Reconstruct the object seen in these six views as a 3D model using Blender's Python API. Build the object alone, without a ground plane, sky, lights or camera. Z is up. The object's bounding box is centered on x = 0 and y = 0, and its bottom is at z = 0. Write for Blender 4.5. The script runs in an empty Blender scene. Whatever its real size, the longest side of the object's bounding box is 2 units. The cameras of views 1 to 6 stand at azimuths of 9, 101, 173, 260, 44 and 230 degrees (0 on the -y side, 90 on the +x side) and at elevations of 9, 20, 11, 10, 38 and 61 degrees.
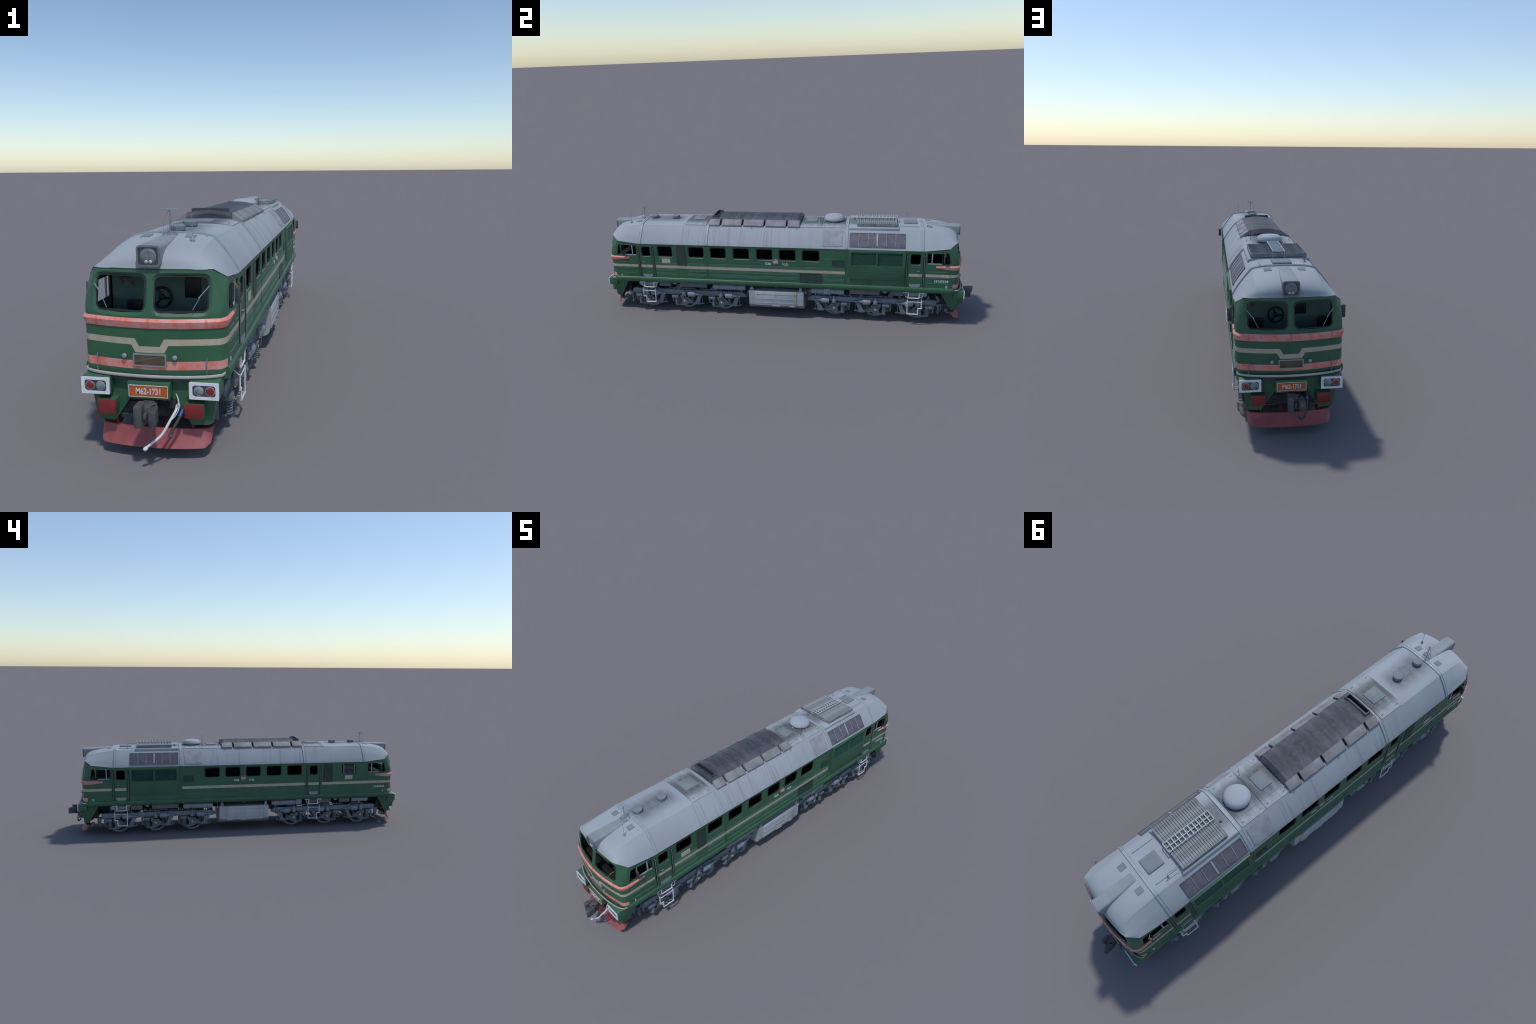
# Six-axle diesel locomotive with two cabs, grey roof and green body.
# Frame: metres, long axis = y, cab "A" at -y, cab "B" at +y, rails at z = 0.
import bpy, bmesh, math, random
from mathutils import Vector, Matrix

random.seed(62)
SC = bpy.context.scene
COL = SC.collection
PI = math.pi

# ----------------------------------------------------------------------------
# mesh helpers
# ----------------------------------------------------------------------------
class MB:
    """Collects closed solids into one mesh."""
    def __init__(self):
        self.v, self.f, self.m = [], [], []
    def add(self, vs, fs, mat=0):
        o = len(self.v)
        self.v += [tuple(p) for p in vs]
        for f in fs:
            self.f.append([i + o for i in f]); self.m.append(mat)
        return self
    def bm_add(self, bm, mat=0):
        bm.verts.index_update()
        self.add([v.co[:] for v in bm.verts], [[v.index for v in f.verts] for f in bm.faces], mat)
        bm.free()
    def box(self, x0, x1, y0, y1, z0, z1, mat=0, bevel=0.0, seg=2):
        if bevel <= 0:
            vs = [(x, y, z) for x in (x0, x1) for y in (y0, y1) for z in (z0, z1)]
            fs = [(0, 1, 3, 2), (4, 6, 7, 5), (0, 4, 5, 1), (2, 3, 7, 6), (0, 2, 6, 4), (1, 5, 7, 3)]
            return self.add(vs, fs, mat)
        bm = bmesh.new(); bmesh.ops.create_cube(bm, size=1)
        for v in bm.verts:
            v.co = Vector(((x0 + x1) / 2 + v.co.x * (x1 - x0), (y0 + y1) / 2 + v.co.y * (y1 - y0), (z0 + z1) / 2 + v.co.z * (z1 - z0)))
        bmesh.ops.bevel(bm, geom=list(bm.edges), offset=bevel, segments=seg, profile=.5, affect='EDGES')
        self.bm_add(bm, mat); return self
    def prism(self, poly, axis, a0, a1, mat=0, bevel=0.0, fn=None):
        """Extrude a 2D polygon along an axis. poly holds the two other coordinates in xyz order."""
        def P(p, a):
            q = list(p); q.insert('xyz'.index(axis), a)
            return fn(*q) if fn else q
        n = len(poly)
        vs = [P(p, a0) for p in poly] + [P(p, a1) for p in poly]
        fs = [list(range(n))[::-1], list(range(n, 2 * n))] + [(i, (i + 1) % n, n + (i + 1) % n, n + i) for i in range(n)]
        if bevel > 0:
            bm = bmesh.new(); bv = [bm.verts.new(p) for p in vs]
            for f in fs: bm.faces.new([bv[i] for i in f])
            bmesh.ops.bevel(bm, geom=list(bm.edges), offset=bevel, segments=2, profile=.5, affect='EDGES')
            self.bm_add(bm, mat); return self
        return self.add(vs, fs, mat)
    def loft(self, rings, mat=0, cap=True, closed=False):
        """rings: equal-length closed loops of points."""
        n = len(rings[0]); vs = [p for r in rings for p in r]; fs = []
        R = len(rings)
        for k in range(R if closed else R - 1):
            a, b = k * n, ((k + 1) % R) * n
            fs += [(a + i, a + (i + 1) % n, b + (i + 1) % n, b + i) for i in range(n)]
        if cap and not closed:
            fs += [list(range(n))[::-1], list(range((R - 1) * n, R * n))]
        return self.add(vs, fs, mat)
    def frame(self, outer, inner, axis, a0, a1, mat=0, fn=None):
        """Flat ring between two loops with equal point counts."""
        def P(p, a):
            q = list(p); q.insert('xyz'.index(axis), a)
            return fn(*q) if fn else q
        rings = [[P(p, a0) for p in outer], [P(p, a1) for p in outer], [P(p, a1) for p in inner], [P(p, a0) for p in inner]]
        return self.loft(rings, mat, closed=True)
    def tube(self, path, r, n=8, mat=0, closed=False, r1=None):
        path = [Vector(p) for p in path]; rings = []; N = len(path); up = None
        for i, p in enumerate(path):
            if closed: d = path[(i + 1) % N] - path[i - 1]
            else: d = path[min(i + 1, N - 1)] - path[max(i - 1, 0)]
            d.normalize()
            if up is None:
                up = Vector((0, 0, 1)) if abs(d.z) < .9 else Vector((1, 0, 0))
            s = d.cross(up)
            if s.length < 1e-6: s = d.orthogonal()
            s.normalize(); up = s.cross(d).normalized()
            rr = r if r1 is None else r + (r1 - r) * i / (N - 1)
            rings.append([p + (s * math.cos(2 * PI * k / n) + up * math.sin(2 * PI * k / n)) * rr for k in range(n)])
        return self.loft(rings, mat, closed=closed)
    def cyl(self, p0, p1, r0, r1=None, n=20, mat=0):
        p0, p1 = Vector(p0), Vector(p1); d = (p1 - p0).normalized()
        s = d.orthogonal().normalized(); u = d.cross(s); r1 = r0 if r1 is None else r1
        rings = [[p + (s * math.cos(2 * PI * k / n) + u * math.sin(2 * PI * k / n)) * r for k in range(n)] for p, r in ((p0, r0), (p1, r1))]
        return self.loft(rings, mat)
    def lathe(self, prof, origin, axis, n=32, mat=0):
        """prof: (radius, offset along axis); solid of revolution."""
        o = Vector(origin); d = Vector(axis).normalized()
        s = d.orthogonal().normalized(); u = d.cross(s)
        rings = [[o + d * h + (s * math.cos(2 * PI * k / n) + u * math.sin(2 * PI * k / n)) * max(r, 1e-5) for k in range(n)] for r, h in prof]
        return self.loft(rings, mat)
    def shell(self, outer, inner, mat=0, inmat=None):
        """Closed solid between two equal grids (rows of points)."""
        R, C = len(outer), len(outer[0]); vs = [p for r in outer for p in r] + [p for r in inner for p in r]
        o = R * C; fs = []; ms = []
        for i in range(R - 1):
            for j in range(C - 1):
                a, b, c, d = i * C + j, i * C + j + 1, (i + 1) * C + j + 1, (i + 1) * C + j
                fs += [(a, b, c, d), (o + d, o + c, o + b, o + a)]; ms += [mat, mat if inmat is None else inmat]
        for i in range(R - 1):
            for j in (0, C - 1):
                a, b = i * C + j, (i + 1) * C + j; fs.append((a, b, o + b, o + a))
        for j in range(C - 1):
            for i in (0, R - 1):
                a, b = i * C + j, i * C + j + 1; fs.append((a, b, o + b, o + a))
        self.add(vs, fs, mat); base = len(self.m) - len(fs)
        self.m[base:base + len(ms)] = ms
        return self
    def mirror_x(self):
        o = len(self.v); fs = list(self.f); ms = list(self.m)
        self.v += [(-x, y, z) for x, y, z in self.v]
        self.f += [[i + o for i in f][::-1] for f in fs]; self.m += ms
        return self
    def mesh(self, name, mats, angle=32):
        me = bpy.data.meshes.new(name)
        me.from_pydata(self.v, [], self.f)
        for m in mats: me.materials.append(m)
        me.polygons.foreach_set('material_index', self.m)
        bm = bmesh.new(); bm.from_mesh(me)
        bmesh.ops.recalc_face_normals(bm, faces=bm.faces)
        bm.to_mesh(me); bm.free()
        me.polygons.foreach_set('use_smooth', [True] * len(me.polygons))
        me.set_sharp_from_angle(angle=math.radians(angle))
        me.update(); return me
    def obj(self, name, mats, parent=None, angle=32, cut=None, stuff=False):
        me = self.mesh(name, mats if isinstance(mats, (list, tuple)) else [mats], angle)
        ob = bpy.data.objects.new(name, me); COL.objects.link(ob)
        if cut: carve(ob, cut, angle)
        if parent: ob.parent = parent
        if stuff: ob['kind'] = 'stuff'
        return ob

def carve(ob, cutter_mb, angle):
    cm = cutter_mb.mesh('cutter', [], 30); co = bpy.data.objects.new('cutter', cm); COL.objects.link(co)
    md = ob.modifiers.new('cut', 'BOOLEAN'); md.object = co; md.operation = 'DIFFERENCE'; md.solver = 'EXACT'
    dg = bpy.context.evaluated_depsgraph_get(); dg.update()
    me = bpy.data.meshes.new_from_object(ob.evaluated_get(dg))
    ob.modifiers.clear(); old = ob.data; me.name = old.name + '_cut'; ob.data = me
    me.polygons.foreach_set('use_smooth', [True] * len(me.polygons))
    me.set_sharp_from_angle(angle=math.radians(angle))
    bpy.data.objects.remove(co); bpy.data.meshes.remove(cm)

def dup(ob, parent=None, loc=(0, 0, 0), rotz=0.0):
    c = ob.copy(); COL.objects.link(c); c.location = loc; c.rotation_euler = (0, 0, rotz)
    c.parent = parent if parent else ob.parent
    return c

def rrect(u0, u1, v0, v1, r, n=5):
    pts = []
    for cu, cv, a in ((u1 - r, v1 - r, 0), (u0 + r, v1 - r, PI / 2), (u0 + r, v0 + r, PI), (u1 - r, v0 + r, 1.5 * PI)):
        pts += [(cu + r * math.cos(a + PI / 2 * k / n), cv + r * math.sin(a + PI / 2 * k / n)) for k in range(n + 1)]
    return pts

def catmull(p, t):
    """Catmull-Rom through points p (tuples), t in 0..len-1."""
    n = len(p); i = min(int(t), n - 2); u = t - i
    a = p[i - 1] if i > 0 else tuple(2 * x - y for x, y in zip(p[0], p[1]))
    b, c = p[i], p[i + 1]
    d = p[i + 2] if i + 2 < n else tuple(2 * x - y for x, y in zip(p[-1], p[-2]))
    return tuple(.5 * (2 * B + (C - A) * u + (2 * A - 5 * B + 4 * C - D) * u * u + (3 * B - A - 3 * C + D) * u ** 3) for A, B, C, D in zip(a, b, c, d))

def lerp(a, b, t): return a + (b - a) * t
def interp(x, pts):
    if x <= pts[0][0]: return pts[0][1]
    for (a, A), (b, B) in zip(pts, pts[1:]):
        if x <= b: return A + (B - A) * (x - a) / (b - a)
    return pts[-1][1]

# ----------------------------------------------------------------------------
# materials
# ----------------------------------------------------------------------------
class G:
    def __init__(self, name, rough=.5, metallic=0.0, spec=.5):
        self.mat = bpy.data.materials.new(name); self.mat.use_nodes = True
        self.t = self.mat.node_tree; self.b = self.t.nodes['Principled BSDF']
        self.b.inputs['Roughness'].default_value = rough
        self.b.inputs['Metallic'].default_value = metallic
        self.b.inputs['Specular IOR Level'].default_value = spec
        self._xyz = None
    def nd(self, kind): return self.t.nodes.new(kind)
    def link(self, a, b): self.t.links.new(a, b)
    def put(self, sock, v):
        if isinstance(v, bpy.types.NodeSocket): self.link(v, sock)
        elif isinstance(v, (tuple, list)) and len(sock.default_value) == 4 and len(v) == 3: sock.default_value = (*v, 1)
        else: sock.default_value = v
    def m(self, op, a, b=None, c=None, clamp=False):
        n = self.nd('ShaderNodeMath'); n.operation = op; n.use_clamp = clamp
        for s, v in zip(n.inputs, (a, b, c)):
            if v is not None: self.put(s, v)
        return n.outputs[0]
    def coords(self):
        return self.nd('ShaderNodeTexCoord').outputs['Object']
    def xyz(self):
        if not self._xyz:
            s = self.nd('ShaderNodeSeparateXYZ'); self.link(self.coords(), s.inputs[0]); self._xyz = s.outputs
        return self._xyz
    def noise(self, scale, detail=3.0, stretch=(1, 1, 1), rough=.55):
        mp = self.nd('ShaderNodeMapping'); mp.inputs['Scale'].default_value = stretch
        self.link(self.coords(), mp.inputs[0])
        n = self.nd('ShaderNodeTexNoise'); self.link(mp.outputs[0], n.inputs['Vector'])
        n.inputs['Scale'].default_value = scale; n.inputs['Detail'].default_value = detail; n.inputs['Roughness'].default_value = rough
        return n.outputs[0]
    def mr(self, v, a, b, c=0.0, d=1.0, smooth=True):
        if a > b: a, b, c, d = b, a, d, c
        n = self.nd('ShaderNodeMapRange'); n.interpolation_type = 'SMOOTHSTEP' if smooth else 'LINEAR'
        for s, x in zip(n.inputs, (v, a, b, c, d)): self.put(s, x)
        return n.outputs[0]
    def mix(self, fac, a, b, mode='MIX'):
        n = self.nd('ShaderNodeMix'); n.data_type = 'RGBA'; n.blend_type = mode; n.clamp_factor = True
        self.put(n.inputs[0], fac); self.put(n.inputs[6], a); self.put(n.inputs[7], b)
        return n.outputs[2]
    def band(self, v, a, b):
        return self.m('MULTIPLY', self.m('GREATER_THAN', v, a), self.m('LESS_THAN', v, b))
    def color(self, c): self.put(self.b.inputs['Base Color'], c); return self
    def bump(self, h, strength=.2, dist=.001):
        n = self.nd('ShaderNodeBump'); n.inputs['Strength'].default_value = strength; n.inputs['Distance'].default_value = dist
        self.put(n.inputs['Height'], h); self.link(n.outputs[0], self.b.inputs['Normal'])

def sc(c, k): return tuple(min(1, x * k) for x in c)

def simple(name, c, rough=.5, metallic=0.0, var=.12, scale=40, dirt=None, dirt_amt=.3, dirt_scale=18, spec=.5, stretch=(1, 1, 1)):
    g = G(name, rough, metallic, spec)
    col = g.mix(g.mr(g.noise(scale, 4, stretch), .3, .7), sc(c, 1 - var), sc(c, 1 + var))
    if dirt:
        col = g.mix(g.m('MULTIPLY', g.mr(g.noise(dirt_scale, 5, stretch, .65), .45, .75), dirt_amt), col, dirt)
    g.color(col)
    return g.mat

GREEN = (.032, .110, .056)
STRIPE = (.44, .385, .295)
PINK = (.70, .135, .085)
PINK_WORN = (.62, .33, .31)
ROOF = (.318, .354, .392)

def green_base(g, c=GREEN):
    n = g.mix(g.mr(g.noise(9, 4), .3, .7), sc(c, .9), sc(c, 1.1))
    streak = g.mr(g.noise(30, 4, (1, 1, .08), .6), .5, .8)
    return g.mix(g.m('MULTIPLY', streak, .10), n, (.07, .09, .075))

def pinkish(g):
    n = g.mr(g.noise(26, 5, (1, 1, 1), .7), .30, .60)
    return g.mix(g.m('MULTIPLY', n, .85), PINK, PINK_WORN)

def stripe_col(g):
    return g.mix(g.mr(g.noise(50, 4), .35, .7), sc(STRIPE, .92), sc(STRIPE, 1.06))

def mat_cab():
    g = G('green_cab_paint', .42); X, Y, Z = g.xyz(); a = g.m('ABSOLUTE', X)
    col = green_base(g)
    dt = g.m('MULTIPLY', g.m('DIVIDE', g.m('SUBTRACT', .0335, a), .0097, clamp=True), .0172)
    db = g.m('MULTIPLY', g.m('DIVIDE', g.m('SUBTRACT', .0425, a), .0095, clamp=True), .0172)
    hi = g.m('LESS_THAN', g.m('ADD', Z, dt), .2755); lo = g.m('GREATER_THAN', g.m('ADD', Z, db), .2610)
    col = g.mix(g.m('MULTIPLY', hi, lo), col, stripe_col(g))
    red = g.m('MULTIPLY', g.band(Z, .2055, .225), g.m('GREATER_THAN', Y, .872))
    g.color(g.mix(red, col, pinkish(g))); return g.mat

def mat_wall(name, gaps):
    g = G(name, .45); X, Y, Z = g.xyz(); col = green_base(g)
    mask = g.band(Z, .2602, .2755)
    for a, b in gaps:
        mask = g.m('MULTIPLY', mask, g.m('SUBTRACT', 1.0, g.band(Y, a, b)))
    g.color(g.mix(mask, col, stripe_col(g))); return g.mat

def mat_roof():
    g = G('grey_roof_paint', .72, 0, .25); X, Y, Z = g.xyz(); a = g.m('ABSOLUTE', X)
    col = g.mix(g.mr(g.noise(6, 4), .3, .7), sc(ROOF, .94), sc(ROOF, 1.05))
    # rain streaks down the flanks of the engine-room section
    st = g.mr(g.noise(22, 3, (.15, 3.0, .1), .6), .52, .68)
    gate = g.m('MULTIPLY', g.mr(a, .085, .125), g.m('MULTIPLY', g.mr(Y, -.60, -.45), g.mr(Y, .36, .33)))
    col = g.mix(g.m('MULTIPLY', g.m('MULTIPLY', st, gate), .42), col, (.17, .19, .20))
    # grained dark patches along the crown
    grain = g.mr(g.noise(35, 5, (1, 1, 1), .65), .25, .75, .6, 1.0)
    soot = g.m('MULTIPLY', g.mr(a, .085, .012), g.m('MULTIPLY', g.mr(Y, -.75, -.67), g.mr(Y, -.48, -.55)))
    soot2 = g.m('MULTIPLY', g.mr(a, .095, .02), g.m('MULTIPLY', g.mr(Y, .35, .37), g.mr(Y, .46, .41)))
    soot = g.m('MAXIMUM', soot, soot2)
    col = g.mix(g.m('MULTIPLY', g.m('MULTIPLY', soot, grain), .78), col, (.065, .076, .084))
    g.color(col); return g.mat

def mat_hatch():
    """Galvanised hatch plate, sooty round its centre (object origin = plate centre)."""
    g = G('galvanised_hatch_plate', .72, 0, .25); X, Y, Z = g.xyz()
    base = g.mix(g.mr(g.noise(28, 5, (1, 2.2, 1), .65), .3, .7), (.26, .285, .305), (.36, .39, .41))
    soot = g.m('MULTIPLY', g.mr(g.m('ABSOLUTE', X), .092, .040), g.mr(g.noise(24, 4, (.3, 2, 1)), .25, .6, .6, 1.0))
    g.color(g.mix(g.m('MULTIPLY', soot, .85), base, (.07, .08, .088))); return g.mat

def mat_muffler():
    g = G('heat_stained_exhaust_steel', .7, 0, .3); X, Y, Z = g.xyz()
    n = g.noise(16, 5, (.35, 2.0, 1), .65)
    base = g.mix(g.mr(n, .3, .7), (.045, .053, .068), (.115, .12, .142))
    core = g.mr(g.m('ABSOLUTE', X), .075, .015)
    base = g.mix(g.m('MULTIPLY', core, .55), base, (.026, .031, .04))
    g.color(g.mix(g.m('MULTIPLY', g.mr(g.noise(60, 3), .4, .8), .22), base, (.19, .18, .205)))
    g.bump(g.noise(400, 2), .15, .0006); return g.mat

def mat_tank():
    g = G('pale_grey_tank_paint', .5); X, Y, Z = g.xyz()
    col = g.mix(g.mr(g.noise(14, 4), .3, .7), (.36, .385, .41), (.43, .455, .48))
    st = g.mr(g.noise(40, 4, (1, 2.4, .1), .6), .5, .75)
    col = g.mix(g.m('MULTIPLY', st, .35), col, (.24, .25, .25))
    ay = g.m('ABSOLUTE', g.m('SUBTRACT', Y, .1))
    rust = g.m('MULTIPLY', g.m('MAXIMUM', g.mr(ay, .008, .003), g.mr(g.m('ABSOLUTE', g.m('ADD', Y, .112)), .004, .001)), g.mr(g.noise(55, 4, (1, 1, .3)), .35, .65))
    g.color(g.mix(g.m('MULTIPLY', rust, .8), col, (.42, .30, .09))); return g.mat

def mat_fan():
    g = G('weathered_grille_zinc', .75, 0, .25)
    n = g.noise(30, 5, (1, 1, 1), .7)
    g.color(g.mix(g.mr(n, .3, .72), (.13, .145, .15), (.27, .295, .305))); return g.mat

def mat_lens(name, c, rough=.12):
    g = G(name, rough); g.b.inputs['Coat Weight'].default_value = .6
    g.color(g.mix(g.mr(g.noise(90, 3), .3, .7), sc(c, .7), sc(c, 1.25))); return g.mat

M_CAB = mat_cab()
RAIL_Y = (.6520, .7335)
def around(ys, w=.0085): return [(y - w, y + w) for y in ys]
M_WALL_R = mat_wall('green_wall_paint_with_stripe', [(.354, .6625)] + around([.7335, -.6510, -.7335, ]))
M_WALL_L = mat_wall('green_wall_paint_with_stripe_and_mid_door', [(.3535, .6625)] + around([.7335, -.3695, -.453]))
gg = G('green_paint', .45); gg.color(green_base(gg)); M_GREEN = gg.mat
gg = G('dark_green_louvre', .55); gg.color(gg.mix(gg.mr(gg.noise(30, 4), .3, .7), (.014, .034, .024), (.022, .048, .034))); M_LOUVRE = gg.mat
M_SLAT = simple('shutter_green', (.020, .082, .055), .5, 0, .1)
gg = G('worn_coral_paint', .5); gg.color(pinkish(gg)); M_PINK = gg.mat
M_ROOF = mat_roof(); M_HATCH = mat_hatch(); M_MUF = mat_muffler(); M_TANK = mat_tank(); M_FAN = mat_fan()
M_HATCHLID = simple('hatch_lid_grey', (.19, .222, .238), .75, 0, .1, 20, (.14, .16, .17), .4, 9, .2)
M_STRAP = simple('roof_strap_grey', (.29, .345, .37), .5, 0, .06, 30, (.2, .22, .23), .25)
M_PANEL = simple('mottled_roof_panel', (.265, .285, .31), .75, 0, .12, 25, (.36, .375, .41), .7, 22)
M_SEG = simple('exhaust_side_plate_steel', (.21, .215, .225), .7, 0, .2, 16, (.14, .13, .13), .5, 10)
M_BOGIE = simple('slate_bogie_paint', (.145, .178, .205), .55, 0, .15, 30, (.06, .065, .07), .5, 20)
M_WHEEL = simple('wheel_steel', (.035, .038, .042), .5, .3, .15, 30, (.08, .07, .06), .4)
M_TYRE = simple('bright_wheel_tyre_paint', (.25, .28, .30), .5, .1, .15, 30, (.12, .11, .1), .3)
M_AIR = simple('air_tank_grey', (.22, .26, .31), .5, 0, .08, 20, (.16, .14, .12), .3)
M_BOXG = simple('equipment_box_grey', (.13, .135, .155), .6, 0, .1, 30)
M_UNDER = simple('grimy_underframe', (.022, .019, .017), .8, 0, .3, 25, (.05, .043, .035), .4)
M_BLACK = simple('black_rubber', (.018, .019, .022), .6, 0, .2)
M_VOID = simple('unlit_engine_room', (.0015, .0018, .002), .95, 0, .2, spec=.05)  # interior darkness painted in: base colour taken almost to black
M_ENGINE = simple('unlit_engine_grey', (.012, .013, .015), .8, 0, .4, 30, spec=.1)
M_WHITE = simple('white_step_paint', (.62, .63, .65), .5, 0, .08, 40, (.32, .25, .18), .5, 45)
M_WHITEBAR = simple('white_bumper_paint', (.46, .43, .42), .4, 0, .06, 40, (.45, .30, .2), .35, 60)
M_RED = simple('buffer_red_paint', (.20, .020, .020), .5, 0, .12, 30)
M_PLOW = simple('faded_red_plough_paint', (.27, .060, .065), .55, 0, .15, 25, (.36, .13, .14), .7, 14)
M_ORANGE = simple('orange_plate_enamel', (.46, .108, .02), .4, 0, .08, 30, (.35, .10, .03), .4)
M_RIB = simple('worn_green_bead', (.060, .150, .105), .5, 0, .15, 25)  # green lightened so the beads carry a painted highlight
M_LETTER = simple('pale_lettering_paint', (.62, .64, .66), .5, 0, .05)
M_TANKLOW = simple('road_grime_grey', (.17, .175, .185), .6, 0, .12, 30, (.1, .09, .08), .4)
M_STEEL = simple('cast_coupler_steel', (.085, .088, .095), .55, .3, .25, 45, (.2, .2, .21), .5, 35)  # base lowered partway to the shade baked on the coupler's top
M_DARKSTEEL = simple('dark_coupler_pocket', (.03, .032, .036), .6, .2, .2)
M_SILVER = simple('silver_trim', (.36, .39, .42), .35, .5, .08)
M_HOSE = simple('dark_brake_hose', (.055, .06, .055), .6, 0, .2)
M_HOSEW = simple('white_brake_hose', (.62, .65, .68), .4, 0, .08)
M_BLUE = simple('blue_hose_tap', (.03, .08, .25), .4)
M_YELLOW = simple('yellow_axle_cap', (.60, .48, .22), .5, 0, .12)
M_GRILLE = simple('rusty_grille_brown', (.17, .13, .085), .5, .2, .3, 30, (.06, .045, .03), .6, 15)
M_FILTER = simple('violet_grey_filter_mesh', (.115, .112, .135), .55, .2, .2, 40)
M_FILTERWIRE = simple('filter_wire_grey', (.20, .20, .235), .5)
M_FILTERBAR = simple('filter_bar_grey', (.33, .34, .39), .5, 0, .1)
M_NOTICE = simple('pinned_notice_grey', (.12, .13, .11), .6, 0, .5, 60, (.02, .02, .02), .7, 80)
M_CABIN = simple('cab_interior_green', (.10, .18, .155), .6, 0, .08, 20)
M_FLOOR = simple('cab_floor_dark', (.018, .017, .015), .8)
M_CONSOLE = simple('console_brown', (.012, .0105, .009), .6, 0, .3, 40)
M_DARK = simple('near_black_plastic', (.012, .013, .015), .5)
M_LENS = mat_lens('headlamp_glass', (.19, .23, .26)); M_LENSRED = mat_lens('red_lamp_glass', (.22, .022, .024))
M_REFL = simple('lamp_reflector_grey', (.085, .10, .12), .3, .4, .15)
M_REFL2 = mat_lens('reflector_glass', (.15, .175, .20)); M_BULB = mat_lens('bulb_glass', (.55, .56, .52)); M_MIRROR = simple('mirror_housing', (.055, .06, .065), .45)
M_BRASS = simple('tan_mirror_arm', (.36, .26, .12), .5)
M_PLAQUE = simple('cream_notice_plate', (.46, .42, .30), .5, 0, .1, 70, (.25, .2, .1), .5, 90)
M_KICK = simple('door_kick_plate', (.27, .30, .34), .45, .3, .06)
M_ROUNDEL = simple('faded_red_roundel', (.30, .13, .14), .5, 0, .2, 80)
M_REDMET = simple('brown_red_frame_paint', (.10, .012, .014), .6)
M_RAILROD = simple('handrail_grey', (.22, .23, .24), .4, .3, .08)
M_HOOD = simple('headlamp_hood_grey', (.22, .253, .27), .7, 0, .08, 30, (.30, .34, .365), .5, 25, stretch=(1, 1, 1))
M_WALK = simple('walkway_light_grey', (.44, .48, .51), .5, 0, .06)
M_RIM = simple('headlamp_rim', (.15, .16, .185), .4)

# ----------------------------------------------------------------------------
# locomotive root
# ----------------------------------------------------------------------------
ROOT = bpy.data.objects.new('diesel_locomotive', None); COL.objects.link(ROOT)
ROOT['label'] = 'long green diesel locomotive with grey roof and coral bands'
ROOT['category'] = 'locomotive'

W = .1665             # half width of the body
SEAM = .3905          # height of the roof joint
# half roof profile from the joint to the crown
PROFILE = [(.1665, .391), (.158, .4074), (.1433, .430), (.1264, .4525), (.1094, .472), (.0985, .4805), (.0595, .4865), (0, .488)]
def roof_arc(t): return catmull(PROFILE, t)
ROOF_ARC = [roof_arc(t * 7 / 42) for t in range(43)]
ROOF_BY_X = sorted((max(0, p[0]), p[1]) for p in ROOF_ARC)
def roof_z(x): return interp(abs(x), ROOF_BY_X)
def roof_n(x):
    s = 1 if x >= 0 else -1; a = abs(x); h = .003
    dz = (roof_z(a + h) - roof_z(max(a - h, 0))) / (a + h - max(a - h, 0)); v = Vector((-dz, 0, 1)).normalized()
    return Vector((v.x * s, 0, v.z))
def roof_pt(x, y, h=0.0):
    n = roof_n(x); return (x + n.x * h, y, roof_z(x) + n.z * h)

# ---- roof of the engine room ------------------------------------------------
def full_arc(off):
    pts = []
    for x, z in ROOF_ARC:
        n = roof_n(max(x, .0)); pts.append((x + n.x * off, z + n.z * off))
    return pts + [(-x, z) for x, z in pts[-2::-1]]
mb = MB(); ys = [lerp(-.724, .724, i / 40) for i in range(41)]
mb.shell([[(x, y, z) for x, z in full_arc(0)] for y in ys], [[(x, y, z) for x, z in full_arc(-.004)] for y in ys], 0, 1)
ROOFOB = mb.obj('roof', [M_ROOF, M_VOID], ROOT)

strap = None
for y, w in ((-.7215, .0105), (-.3585, .0125), (.3585, .0125), (.7215, .0105)):
    mb = MB(); mb.shell([[(x, yy, z) for x, z in full_arc(.0022)] for yy in (y - w / 2, y + w / 2)],
                        [[(x, yy, z) for x, z in full_arc(-.001)] for yy in (y - w / 2, y + w / 2)])
    for s in (-1, 1):     # thin raised lips on both edges of the strap
        yy = y + s * w / 2
        mb.shell([[(x, yy + d, z) for x, z in full_arc(.0034)] for d in (-.0007, .0007)], [[(x, yy + d, z) for x, z in full_arc(0)] for d in (-.0007, .0007)])
    mb.obj('roof_strap', [M_STRAP], ROOFOB)
# shadow between roof and body, modelled as a thin dark strip
mb = MB()
for s in (-1, 1): mb.box(min(s * .1655, s * .1678), max(s * .1655, s * .1678), -.72, .72, .3895, .3915)
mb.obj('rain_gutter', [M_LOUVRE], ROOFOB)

def roof_patch(mb, x0, x1, y0, y1, h0, h1, mat=0, n=16, org=(0, 0, 0)):
    xs = [lerp(x0, x1, i / n) for i in range(n + 1)]
    sub = lambda p: (p[0] - org[0], p[1] - org[1], p[2] - org[2])
    yv = [lerp(y0, y1, i / 4) for i in range(5)]
    mb.shell([[sub(roof_pt(x, y, h1)) for x in xs] for y in yv], [[sub(roof_pt(x, y, h0)) for x in xs] for y in yv], mat)

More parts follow.
